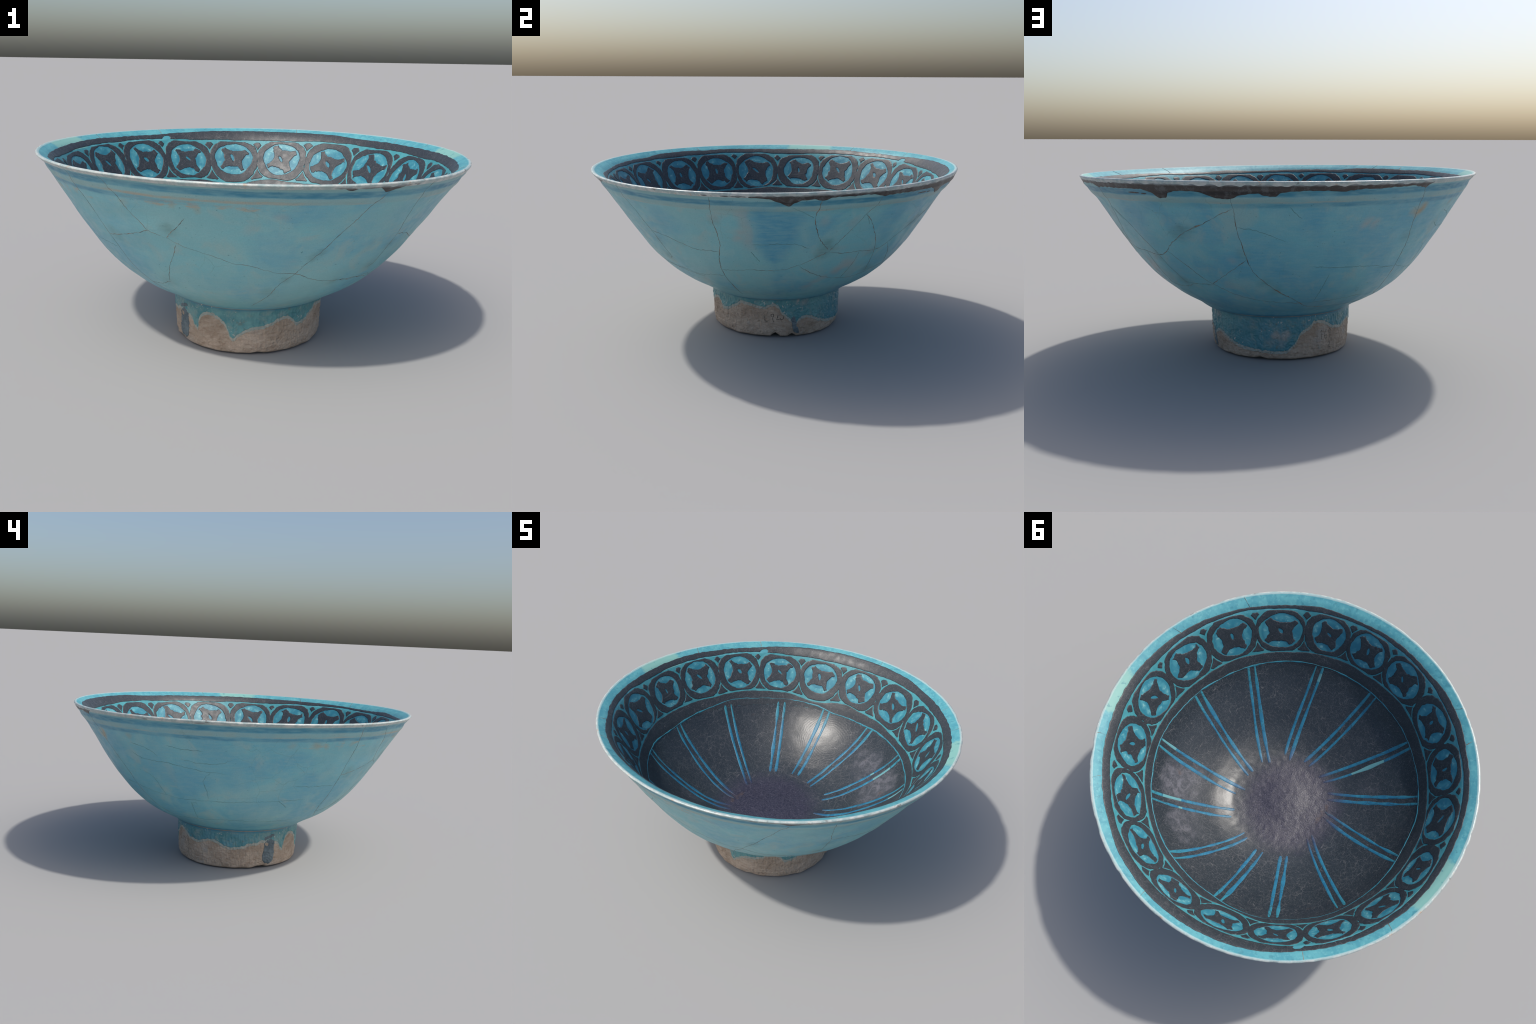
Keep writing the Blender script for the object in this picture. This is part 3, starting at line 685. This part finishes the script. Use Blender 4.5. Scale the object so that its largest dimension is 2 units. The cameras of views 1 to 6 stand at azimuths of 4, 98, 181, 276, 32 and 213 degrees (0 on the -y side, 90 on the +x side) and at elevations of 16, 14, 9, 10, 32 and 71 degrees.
# star lean (deg) and the lean, place of the little comma cut in its middle
LEANS = [6, 12, 22, 18, 17, 9, 4, 10, 2, 8, 12, 4, 5, -6, 4, 14, 6, 3, 16]
NT = 2700
gth = np.arange(NT) * TAU / NT; gs = np.arange(.8385, 1.2500, .0021)
T, Sg = np.meshgrid(gth, gs, indexing="ij"); deg = np.degrees(T)
wobA = waves(41, 26, 40, 220); wobB = waves(42, 30, 150, 420)
shake = .0012 * wobA(T, Sg) + .0006 * wobB(T, Sg)
up, lo, re_ = up_line(deg), lo_line(deg), rim_edge(deg)
LW = .0042 * (1 + .35 * waves(43, 14, 5, 60)(T, 0))            # half width of the thin turquoise lines
edge_n = .0009 * waves(44, 26, 30, 160)(T, 0)
sh = shake * .8
band_top = np.minimum(Sg - (up + LW) - edge_n * .6, re_ + edge_n - Sg) + sh * .5
band_low = np.minimum((lo - LW) - Sg, Sg - .843) + sh * .6
# the upper line breaks off into a blob next to the medallion at 121 degrees
seam = .019 - np.hypot((T - math.radians(127.9)) * .91 * .66, Sg - 1.190 - .25 * (math.radians(127.9) - T))
band_top = np.minimum(band_top, -seam + sh)
inside_lines = np.minimum(up - LW - Sg, Sg - lo - LW)
ring_best = np.full(T.shape, -1.0); ring_id = np.zeros(T.shape, int); disc_best = np.full(T.shape, -1.0); star_best = np.full(T.shape, -1.0); star_id = np.zeros(T.shape, int)
mids = [((MEDALS[k][0] + (MEDALS[(k + 1) % 19][0] + (360 if k == 18 else 0))) / 2) % 360 for k in range(19)]
g = np.random.RandomState(5)
for k, (a, sc, hw, hh) in enumerate(MEDALS):
    d = (deg - a + 180) % 360 - 180
    col = np.where((np.abs(d) < 14).all(1))[0]
    dd, s2 = d[col], Sg[col]; sk = shake[col]
    rm = np.interp(sc, _s, _r)
    x = np.radians(dd) * rm; y = s2 - sc; wx = math.radians(hw) * rm
    lft, rgt = (a - mids[k - 1]) % 360, (mids[k] - a) % 360
    ow = np.radians(np.where(dd < 0, lft, rgt) + .12) * rm
    oh = np.where(y > 0, up[col] - sc, sc - lo[col]) + .004
    q = 2.45
    outer_ = (1 - (np.abs(x / ow) ** q + np.abs(y / oh) ** q) ** (1 / q)) * np.minimum(ow, oh)
    u, v = x / wx, y / hh
    rad = np.hypot(u, v); ang = np.arctan2(v, u)
    rim_w = 1 + .022 * np.sin(3 * ang + g.uniform(0, TAU)) + .016 * np.sin(5 * ang + g.uniform(0, TAU))
    inner_ = (rim_w - rad) * hh * .97 + sk * .8                        # > 0 inside the disc
    ring = np.minimum(outer_ + sk, -inner_)
    m = ring > ring_best[col]; rb = ring_best[col]; rb[m] = ring[m]; ring_best[col] = rb; ri = ring_id[col]; ri[m] = k; ring_id[col] = ri
    disc_best[col] = np.maximum(disc_best[col], inner_)
    # four petals cut the disc into a concave star (tangential axis runs right to left seen from inside)
    ln = math.radians(LEANS[k]); star = (.91 + .03 * g.uniform(-1, 1) - rad)
    for p in range(4):
        pa = ln + p * math.pi / 2 + math.radians(g.uniform(-5, 5))
        reach = (.50 if p % 2 == 0 else .54) + g.uniform(-.05, .05); R = .72 + g.uniform(-.06, .08)
        star = np.minimum(star, np.hypot(u - (R + reach) * math.cos(pa), v - (R + reach) * math.sin(pa)) - R)
    ca = math.radians(g.uniform(35, 95)); cu, cv = u - g.uniform(-.04, .06), v - g.uniform(.0, .1)
    al, ac = cu * math.cos(ca) + cv * math.sin(ca), -cu * math.sin(ca) + cv * math.cos(ca) + .35 * (cu ** 2 + cv ** 2)
    comma = 1 - np.hypot(al / (.20 + g.uniform(-.05, .04)), ac / (.065 + g.uniform(-.015, .02)))
    star = np.minimum(star * hh + sk * 1.5, -comma * .007 + sk * .5)
    m = star > star_best[col]; sb = star_best[col]; sb[m] = star[m]; star_best[col] = sb; si = star_id[col]; si[m] = k; star_id[col] = si
ring_F = np.minimum(np.minimum(ring_best, inside_lines + sh * .4), -seam + sh)
# spandrels between the rings hold a small black mark, above and below
span = np.minimum(np.minimum(-ring_best, -disc_best), inside_lines)
mark = np.full(T.shape, -1.0); mark_id = np.zeros(T.shape, int)
for k, am in enumerate(mids):
    d = (deg - am + 180) % 360 - 180; col = np.where((np.abs(d) < 6).all(1))[0]
    x = np.radians(d[col]) * .88; s2 = Sg[col]
    tj, bj = g.uniform(-.008, .008), g.uniform(-.006, .006)
    yt = s2 - (up[col] - .026 + g.uniform(-.003, .003)); yb = s2 - (lo[col] + .026)
    wt = .021 + g.uniform(-.005, .005)
    top = np.minimum(span[col] - .0052, wt - np.abs(x - tj) * .85 - np.abs(yt) * .75)
    bot = np.minimum(span[col] - .0055, .034 - np.abs(x - bj) * .65 - np.abs(yb) * .7)
    f = np.where(s2 > sc, top, bot) + shake[col] * .8
    mk = mark[col]; m = f > mk; mk[m] = f[m]; mark[col] = mk
    mi = mark_id[col]; mi[m] = k * 2; mi[s2 < 1.045] = k * 2 + 1; mark_id[col] = mi
F = np.maximum.reduce([band_top, band_low, ring_F, star_best, mark])
which = np.argmax(np.stack([band_top, band_low, ring_F, star_best, mark]), 0)
lab = np.select([which == 0, which == 1, which == 2, which == 3], [np.full(T.shape, 1), np.full(T.shape, 2), 100 + ring_id, 200 + star_id], 300 + mark_id)
# the label of a cell comes from its most black corner
Fp, lp = np.concatenate([F, F[:1]]), np.concatenate([lab, lab[:1]])
cs = np.stack([Fp[:-1, :-1], Fp[1:, :-1], Fp[1:, 1:], Fp[:-1, 1:]]); ls = np.stack([lp[:-1, :-1], lp[1:, :-1], lp[1:, 1:], lp[:-1, 1:]])
cell_lab = np.take_along_axis(ls, cs.argmax(0)[None], 0)[0]
pieces = relief(inner_pt, gth, gs, F, cell_lab, .0016 * np.clip((Sg - .846) / .035, 0, 1), .0055, .0015)
def piece_name(l):
    return "rim_stripe" if l == 1 else "lower_stripe" if l == 2 else "medallion_ring" if l < 200 else "medallion_star" if l < 300 else "spandrel_mark"
for l in sorted(pieces):
    P, lp_, sz = orient(pieces[l], inward)
    if len(sz) < 4: continue
    nm = piece_name(l)
    new_object(nm, mesh_from(nm, P, lp_, sz), frieze, M["black"])

# ------------------------------------------------------------------ well: ring line and pairs of rays
def add_strip(name, surface, path, width, height, mat, parent, face, wob=None, closed=False, kind=None):
    P, l, s = orient(strip(surface, path, width, height, wob, closed), face)
    return new_object(name, mesh_from(name, P, l, s), parent, mat, kind=kind)

nring = 1100; th = np.arange(nring) * TAU / nring
rw = .0075 * (1 + .35 * waves(51, 16, 6, 90)(th, 0)); rs = ring_line(np.degrees(th)) + .0009 * waves(52, 16, 20, 120)(th, 0)
add_strip("ring_line", inner_pt, np.stack([th, rs], -1), np.clip(rw, .003, .02), .0018, M["ray"], well, inward, closed=True)
# each ray: angle at the ring, angle further in, where it fades (arc length), width
RAYS = [(321.0, 324.2, 333.5, .235), (318.1, 319.7, 324.5, .215), (290.0, 294.2, 303.6, .25), (286.8, 289.6, 296.0, .215), (262.3, 265.5, 276.2, .23), (258.9, 260.8, 267.5, .22),
        (233.7, 237.2, 246.3, .215), (230.7, 232.3, 237.5, .22), (208.3, 211.8, 221.1, .225), (205.0, 207.6, 212.9, .215), (180.1, 184.0, 194.2, .22), (177.2, 179.2, 187.0, .22),
        (149.0, 150.7, 159.5, .24), (145.7, 146.6, 152.3, .24), (117.4, 118.3, 122.0, .32), (120.7, 122.6, 129.0, .32), (93.1, 94.4, 96.5, .32), (96.5, 98.9, 105.1, .32),
        (66.1, 69.9, 76.0, .28), (69.5, 74.2, 83.0, .29), (38.0, 40.3, 48.0, .27), (41.2, 45.5, 57, .30), (13.7, 14.6, 18.5, .21), (16.9, 20.0, 28.0, .26), (348.7, 351.1, 358.9, .23), (345.3, 346.8, 351.0, .225)]
END = .28
for k, (a0, a1, a2, s_in) in enumerate(RAYS):
    # a ray is close to a straight line that misses the centre: angle ~ a + b/s + c/s^2 through three places (s = .85, .56, .23)
    un = lambda q: a0 + ((q - a0 + 180) % 360 - 180)
    A = np.array([[1, 1 / q, 1 / q ** 2] for q in (.845, .57, .28)]); cf = np.linalg.solve(A, np.array([a0, un(a1), un(a2)]))
    s_out = float(ring_line(a0)) + .001 * g.uniform(-1, 1)
    ss_ = np.arange(s_in + .035, s_out, .006)
    ang = cf[0] + cf[1] / ss_ + cf[2] / ss_ ** 2
    wv = waves(60 + k, 10, 8, 60)(0 * ss_, ss_)
    w = (.0162 + .0018 * math.sin(k * 2.3)) * (1 + .16 * wv) * np.clip((ss_ - s_in) / .06, .6, 1)
    w = w * np.where(ss_ > s_out - .10, .72 + .28 * (s_out - ss_) / .10, 1)
    ang = ang + .10 * waves(90 + k, 8, 6, 40)(0 * ss_, ss_) * .3 / ss_ ** .5
    add_strip("ray_line", inner_pt, np.stack([np.radians(ang), ss_], -1), w, .0009, M["ray"], well, inward)
    for deg_k, sa, sb in ((7, .435, .66), (3, .755, .82), (22, .735, .846), (20, .64, .77), (21, .64, .67)):
        if deg_k == k:   # retouched stretches
            q = (ss_ >= sa) & (ss_ <= sb)
            add_strip("retouched_stroke", inner_pt, np.stack([np.radians(ang[q]), ss_[q]], -1), w[q] * 1.08, .0011, M["pale_ray"], well, inward)

# ------------------------------------------------------------------ cracks on the outside (angle, height spines)
CRACKS = {
    "c1": ([(238.9, .894), (240.6, .853), (241.9, .830), (242.9, .792), (244.0, .752), (245.5, .719), (247.2, .682), (249.0, .671), (252.4, .655), (256.6, .620), (262.8, .596), (266.2, .580), (270.4, .560),
            (273.3, .557), (277.7, .540), (281.0, .524), (283.4, .515), (289.1, .507), (294.3, .478), (299.9, .455), (303, .446), (307.7, .440), (313.9, .438), (323, .420), (333, .405)], .0030),
    "c2": ([(305.7, .873), (304.7, .853), (302.9, .816), (300.8, .756), (297.9, .687), (294.6, .607), (291.8, .560), (289.1, .507), (284.5, .441), (282.6, .382), (279.9, .337), (275.4, .281)], .0028),
    "c3": ([(318.5, .899), (317.7, .864), (317.9, .815), (318.6, .767), (319.2, .714), (320.2, .663), (320.6, .61), (320.6, .563), (320.8, .504), (318.5, .485)], .0028),
    "c3b": ([(320.4, .655), (326.9, .637), (332.0, .612), (339.3, .585), (343.4, .587), (346.9, .587)], .0032),
    "c4": ([(259.1, .756), (256.3, .713), (253.1, .672), (252.0, .655)], .0026),
    "c5": ([(228.9, .618), (234, .632), (238.7, .646), (247.0, .681)], .0026),
    "c6": ([(254.2, .628), (252.1, .576), (249.1, .519), (244.7, .427)], .0024),
    "c7": ([(226.6, .895), (227.0, .846), (227.8, .791), (228.2, .742), (228.3, .674), (228.7, .618), (229.0, .561), (229.2, .490), (229.5, .434), (231.4, .382), (236, .335)], .0028),
    "c8": ([(231.4, .379), (238, .39), (244.7, .421)], .0026),
    "d1": ([(350.0, .893), (348.9, .807), (348.5, .758), (348.8, .704), (348.7, .650), (347.1, .582), (345.4, .509), (344.8, .459), (344.8, .424), (345.4, .355), (344.5, .271)], .0036),
    "d4": ([(307.7, .440), (313.6, .431), (322.6, .434), (328.9, .420), (333.0, .417), (338.8, .428), (344.6, .430)], .0028),
    "d5": ([(344.9, .470), (350.0, .475), (358.9, .488), (4.9, .487), (9.7, .493), (14.3, .513), (17.8, .531), (21.5, .563), (25.5, .590)], .0028),
    "d6": ([(18.5, .878), (18.4, .822), (17.9, .801), (18.0, .766), (19.0, .720), (20.7, .664), (24.5, .602)], .0036),
    "d7": ([(35.9, .875), (35.5, .824), (33.7, .779), (31.3, .713), (28.1, .649), (25.4, .592)], .0028),
    "d8": ([(33.7, .779), (35.5, .759), (39.9, .683), (43.5, .614), (45.8, .561), (47.4, .505), (49.6, .446), (51, .42)], .0028),
    "d9": ([(25.4, .584), (30.3, .571), (37.8, .568), (45.7, .560), (51.5, .587), (54.6, .619), (58.4, .651), (62.7, .686), (66.1, .708), (70.4, .733), (74.9, .768), (79.2, .798)], .0034),
    "d10": ([(51.8, .585), (57.0, .525), (61.7, .461), (64.8, .434), (68.2, .410), (73.9, .379), (79.7, .361), (87.0, .348), (94.6, .342), (100.9, .339), (108, .341), (113.7, .346), (121.8, .356), (130.6, .367)], .0028),
    "d11": ([(38.3, .564), (38.3, .519), (37.8, .457), (37.3, .402)], .0026),
    "d12": ([(15.5, .512), (18.9, .477), (27.1, .427), (34.4, .404), (42.7, .395), (50.0, .402), (55, .424), (64.0, .430)], .0026),
    "e1": ([(79.7, .890), (79.4, .829), (79.5, .773), (79.5, .715), (80.0, .652), (81.1, .570), (82.2, .518), (84.7, .476), (89.3, .423), (92.9, .395), (98.2, .358), (101.0, .338), (105.7, .314), (112.4, .304),
            (122.4, .305), (131.5, .307), (140.0, .313)], .0036),
    "e5": ([(80.9, .572), (75.2, .518), (69.0, .466), (64.2, .430)], .0028),
    "e9": ([(130.2, .895), (130.8, .872), (131.9, .805), (133.3, .725), (134.6, .672), (136.1, .615), (137.1, .556), (138.2, .485), (139.9, .412), (142.0, .365), (147.3, .329)], .0030)}
FAINT = {
    "d13": [(359, .639), (7.1, .644), (12.4, .643), (18.1, .612)], "d14": [(358.5, .599), (1.2, .543)], "d15": [(11.1, .844), (14.1, .816), (17.5, .779)],
    "e7": [(79.6, .719), (84.3, .708), (88.9, .684), (93.6, .654)], "e8": [(101.1, .539), (110.8, .530), (119.1, .529), (137, .505)], "e10": [(108.8, .501), (108.0, .445), (106.9, .342)],
    "e11": [(93.9, .807), (95.9, .772), (97.3, .757)], "f2": [(126.7, .510), (136.6, .510), (144.7, .489), (153.3, .473), (163.7, .464), (173.1, .466), (182, .466), (191.1, .474), (201, .480), (216.6, .483)],
    "f3": [(148.3, .605), (152.0, .571), (153.0, .520), (154.1, .469)], "f4": [(165.7, .452), (165.4, .405), (164.1, .335)], "f5": [(136.1, .304), (150, .318), (163.9, .331), (183.6, .338), (200.2, .330), (213.0, .330), (222.4, .338)],
    "f6": [(148.4, .762), (155.6, .735), (158.1, .703)], "g6": [(146.4, .708), (151.4, .680), (156.3, .677), (162.1, .674)], "f7": [(162.9, .769), (166.8, .758), (175.1, .753)],
    "f8": [(166.7, .699), (174.5, .687), (180.2, .691), (184.4, .715)], "f9": [(160, .675), (167.3, .659), (175.6, .642), (182.4, .635)], "f10": [(176.7, .640), (173.4, .580), (174.1, .529), (174.1, .478)],
    "f13": [(208.1, .568), (214.9, .561), (228.1, .555)], "f14": [(203.9, .482), (209.1, .435)], "e6": [(50.8, .429), (55.5, .428), (59.4, .424), (64.2, .429)], "e3": [(33.6, .784), (36.8, .720)]}
def spine(pts, seed, jag):
    p = np.array(pts, float)
    a = p[0, 0] + np.r_[0, np.cumsum((np.diff(p[:, 0]) + 180) % 360 - 180)]
    X = np.radians(a); Z = p[:, 1]
    L = np.r_[0, np.cumsum(np.hypot(np.diff(X) * .75, np.diff(Z) * 1.3))]
    t = np.linspace(0, L[-1], max(12, int(L[-1] / .006)))
    g2 = np.random.RandomState(seed)
    def jitter(): return np.interp(t, np.arange(0, L[-1] + .03, .012), g2.uniform(-1, 1, len(np.arange(0, L[-1] + .03, .012))))
    e = np.clip(np.minimum(t, L[-1] - t) / .02, 0, 1)
    px_, pz_ = Profile(list(zip(L, X)))(t), Profile(list(zip(L, Z)))(t)
    return np.stack([px_ + jitter() * jag * e, pz_ + jitter() * jag * e], -1), t / L[-1], g2
for k, (nm, (pts, w)) in enumerate(CRACKS.items()):
    path, t, g2 = spine(pts, 200 + k, .0022)
    ww = .88 * w * (1 + .5 * np.interp(t, np.linspace(0, 1, 30), g2.uniform(-1, 1, 30))) * np.clip(np.minimum(t, 1 - t) / .03, .25, 1)
    if nm == "e1": ww = ww * (1 + 1.9 * np.exp(-((t - .52) / .035) ** 2))     # crumbled stretch
    if nm == "c1": ww = ww * (1 + .7 * np.exp(-((t - .86) / .04) ** 2))
    if nm == "d9": ww = ww * (1 + 1.0 * np.exp(-((t - .76) / .03) ** 2))
    add_strip("crack", outer_pt, path, ww, .0004, M["crack"], outer_wall, outward)
for k, (nm, pts) in enumerate(FAINT.items()):
    path, t, g2 = spine(pts, 300 + k, .0030)
    ww = .0026 * (1 + .5 * np.interp(t, np.linspace(0, 1, 20), g2.uniform(-1, 1, 20))) * np.clip(np.minimum(t, 1 - t) / .08, .2, 1)
    add_strip("hairline_crack", outer_pt, path, ww, .0003, M["faint"], outer_wall, outward)
# cracks running over the inner rim glaze
for k, (a, tilt) in enumerate(((317, 1), (341.5, 1), (233.0, -.8), (128.7, .2), (155, -.9), (77.9, .6), (24.5, .2), (221, .3), (38.5, .5))):
    ss_ = np.linspace(1.205 if k in (1, 0, 2) else 1.226, S_LIP - .001, 16)
    an = np.radians(a + tilt * (ss_ - 1.247) / .05 + .12 * waves(400 + k, 6, 30, 160)(0 * ss_, ss_))
    add_strip("rim_crack", inner_pt, np.stack([an, ss_], -1), .0026 * (1 + .4 * waves(420 + k, 6, 30, 150)(0 * ss_, ss_)), .0012 if k < 3 else .0004, M["crack"], rim_band, inward)

# ------------------------------------------------------------------ dark stain running from under the lip
stain_low = Around([(250, .93), (281, .915), (283, .903), (286.3, .898), (290.6, .898), (293.7, .896), (295.4, .886), (298, .894), (302.1, .894), (304.8, .876), (306.8, .886), (309.9, .896), (313, .903), (318, .93), (343, .93), (347, .905),
                    (349.2, .898), (356.7, .897), (0.8, .894), (4.9, .889), (7.4, .874), (10.2, .850), (11.6, .868), (13.6, .881), (17.0, .883), (18.8, .877), (20.9, .888), (25.5, .890), (31.6, .890), (35.8, .879), (36.6, .875),
                    (38.0, .880), (40.8, .880), (46.7, .880), (55.0, .881), (57.9, .869), (60.6, .844), (62.2, .845), (63.4, .866), (66.4, .878), (71.5, .876), (74.2, .859), (76.5, .847), (79.5, .847), (81.7, .861), (86.1, .869),
                    (88.4, .858), (90.2, .856), (91.8, .873), (96, .880), (101.9, .881), (106.5, .874), (109.1, .881), (116.8, .886), (125, .892), (128, .887), (130.4, .881), (131.4, .891), (133.7, .903), (137, .93)])
sth = np.arange(2000) * TAU / 2000; sz_ = np.arange(.838, .9090, .0018)
T2, Z2 = np.meshgrid(sth, sz_, indexing="ij"); D2 = np.degrees(T2)
top_ = .8995 + .0016 * waves(501, 20, 10, 120)(T2, 0)
Fs_ = np.minimum(Z2 - stain_low(D2), top_ - Z2) * .75 + .0007 * waves(502, 24, 60, 260)(T2, Z2)
for d_, z_, a_, b_ in ((175.2, .8985, 1.6, .004), (158.5, .8985, .9, .003), (52, .862, 2.2, .0035), (55.5, .860, 1.0, .003)):   # small separate spots
    Fs_ = np.maximum(Fs_, (1 - np.hypot(((D2 - d_ + 180) % 360 - 180) / a_, (Z2 - z_) / b_)) * b_)
st_p = relief(outer_pt, sth, sz_, Fs_, np.zeros((2000, len(sz_) - 1), int), .0006, .003, .0010)
for l in st_p: new_object("rim_stain", mesh_from("rim_stain", *orient(st_p[l], outward)), outer_wall, M["stain"])

# ------------------------------------------------------------------ glaze runs on the foot
def foot_pt(th, z, h=0.0):
    z = np.asarray(z, float)
    lift = np.interp(np.mod(th, TAU), np.r_[TH, TAU], np.r_[base, base[:1]]) * np.clip((.05 - z) / .034, 0, 1)
    return settle(place(th, OUTER(z) + foot_bump(th, z) + h, z + lift))
fth = np.arange(1700) * TAU / 1700; fz = np.arange(.020, .2275, .0022)
T3, Z3 = np.meshgrid(fth, fz, indexing="ij"); D3 = np.degrees(T3)
wob3 = .0015 * waves(601, 26, 20, 100)(T3, Z3) + .0006 * waves(602, 26, 130, 320)(T3, Z3)
Fg = np.minimum(Z3 - glaze_low(D3), .2265 - Z3) * .8 + wob3 * np.clip((.2265 - Z3) / .01, 0, 1)
zero = np.zeros((1700, len(fz) - 1), int)
for name, shift, hgt, mt in (("glaze_fringe", .0120, .0010, "fringe"), ("glaze_run", 0.0, .0026, "skirt")):
    for l, d_ in relief(foot_pt, fth, fz, np.minimum(Fg + shift, .2265 - Z3), zero, hgt, .006, .0015).items():
        new_object(name, mesh_from(name, *orient(d_, outward)), foot_ring, M[mt])
def capsule(d0, z0, d1, z1, w): # drip: rounded streak in (angle, height)
    x, y = np.radians((D3 - d0 + 180) % 360 - 180) * .363, Z3 - z0
    bx, by = math.radians((d1 - d0 + 180) % 360 - 180) * .363, z1 - z0
    t = np.clip((x * bx + y * by) / (bx * bx + by * by), 0, 1)
    return w - np.hypot(x - t * bx, y - t * by)
Fd = np.maximum(capsule(218.5, .140, 217.5, .052, .034), capsule(222, .196, 214, .180, .010)) + wob3 * 1.3
Fd = np.minimum(Fd, np.maximum(-(capsule(215.0, .146, 216, .143, .009)), -.02))
Fd2 = capsule(22.3, .11, 25.2, .030, .0155) + wob3 * 1.3
for nm, ff in (("glaze_drip", Fd), ("glaze_drip", Fd2)):
    for l, d_ in relief(foot_pt, fth, fz, ff, zero, .0032, .006, .0015).items():
        new_object(nm, mesh_from(nm, *orient(d_, outward)), foot_ring, M["drip"])

# hand-written inventory marks on the foot: strokes in (angle, height)
def write(strokes, a0, z0, sx, sz2, width, mat, name):
    for st in strokes:
        p = np.array(st, float); L = np.r_[0, np.cumsum(np.hypot(*np.diff(p, axis=0).T))]
        t = np.linspace(0, L[-1], 14 + 6 * len(st)); q = np.stack([np.interp(t, L, p[:, 0]), np.interp(t, L, p[:, 1])], -1)
        path = np.stack([np.radians(a0 + q[:, 0] * sx), z0 + q[:, 1] * sz2], -1)
        add_strip(name, foot_pt, path, width, .0008, mat, foot_ring, outward)
write([[(0, .72), (-.02, .1), (.28, .08)], [(.62, .80), (.84, .92), (.92, .78), (.80, .40), (.88, .0)], [(.60, .82), (.66, .66), (.86, .62)],
       [(1.36, .78), (1.22, .26), (1.52, .30)], [(1.56, .5), (1.62, .28), (1.86, .34), (1.96, .62), (1.92, .92)]], 357.6, .092, 8.3, .052, .0030, M["ink"], "ink_mark")
write([[(0, 1), (.02, 0)], [(-.12, .86), (0, 1)], [(.62, 1), (.40, .5), (.42, .1), (.62, .0), (.74, .22), (.66, .42), (.44, .34)],
       [(1.22, .62), (1.02, .58), (.98, .86), (1.14, 1.0), (1.24, .84), (1.24, .5), (1.16, 0)], [(.98, -.38), (1.22, -.36), (1.20, -.6), (1.02, -.92), (1.26, -.98)]],
      126.2, .092, 7.4, .048, .0032, M["pencil"], "pencil_mark")
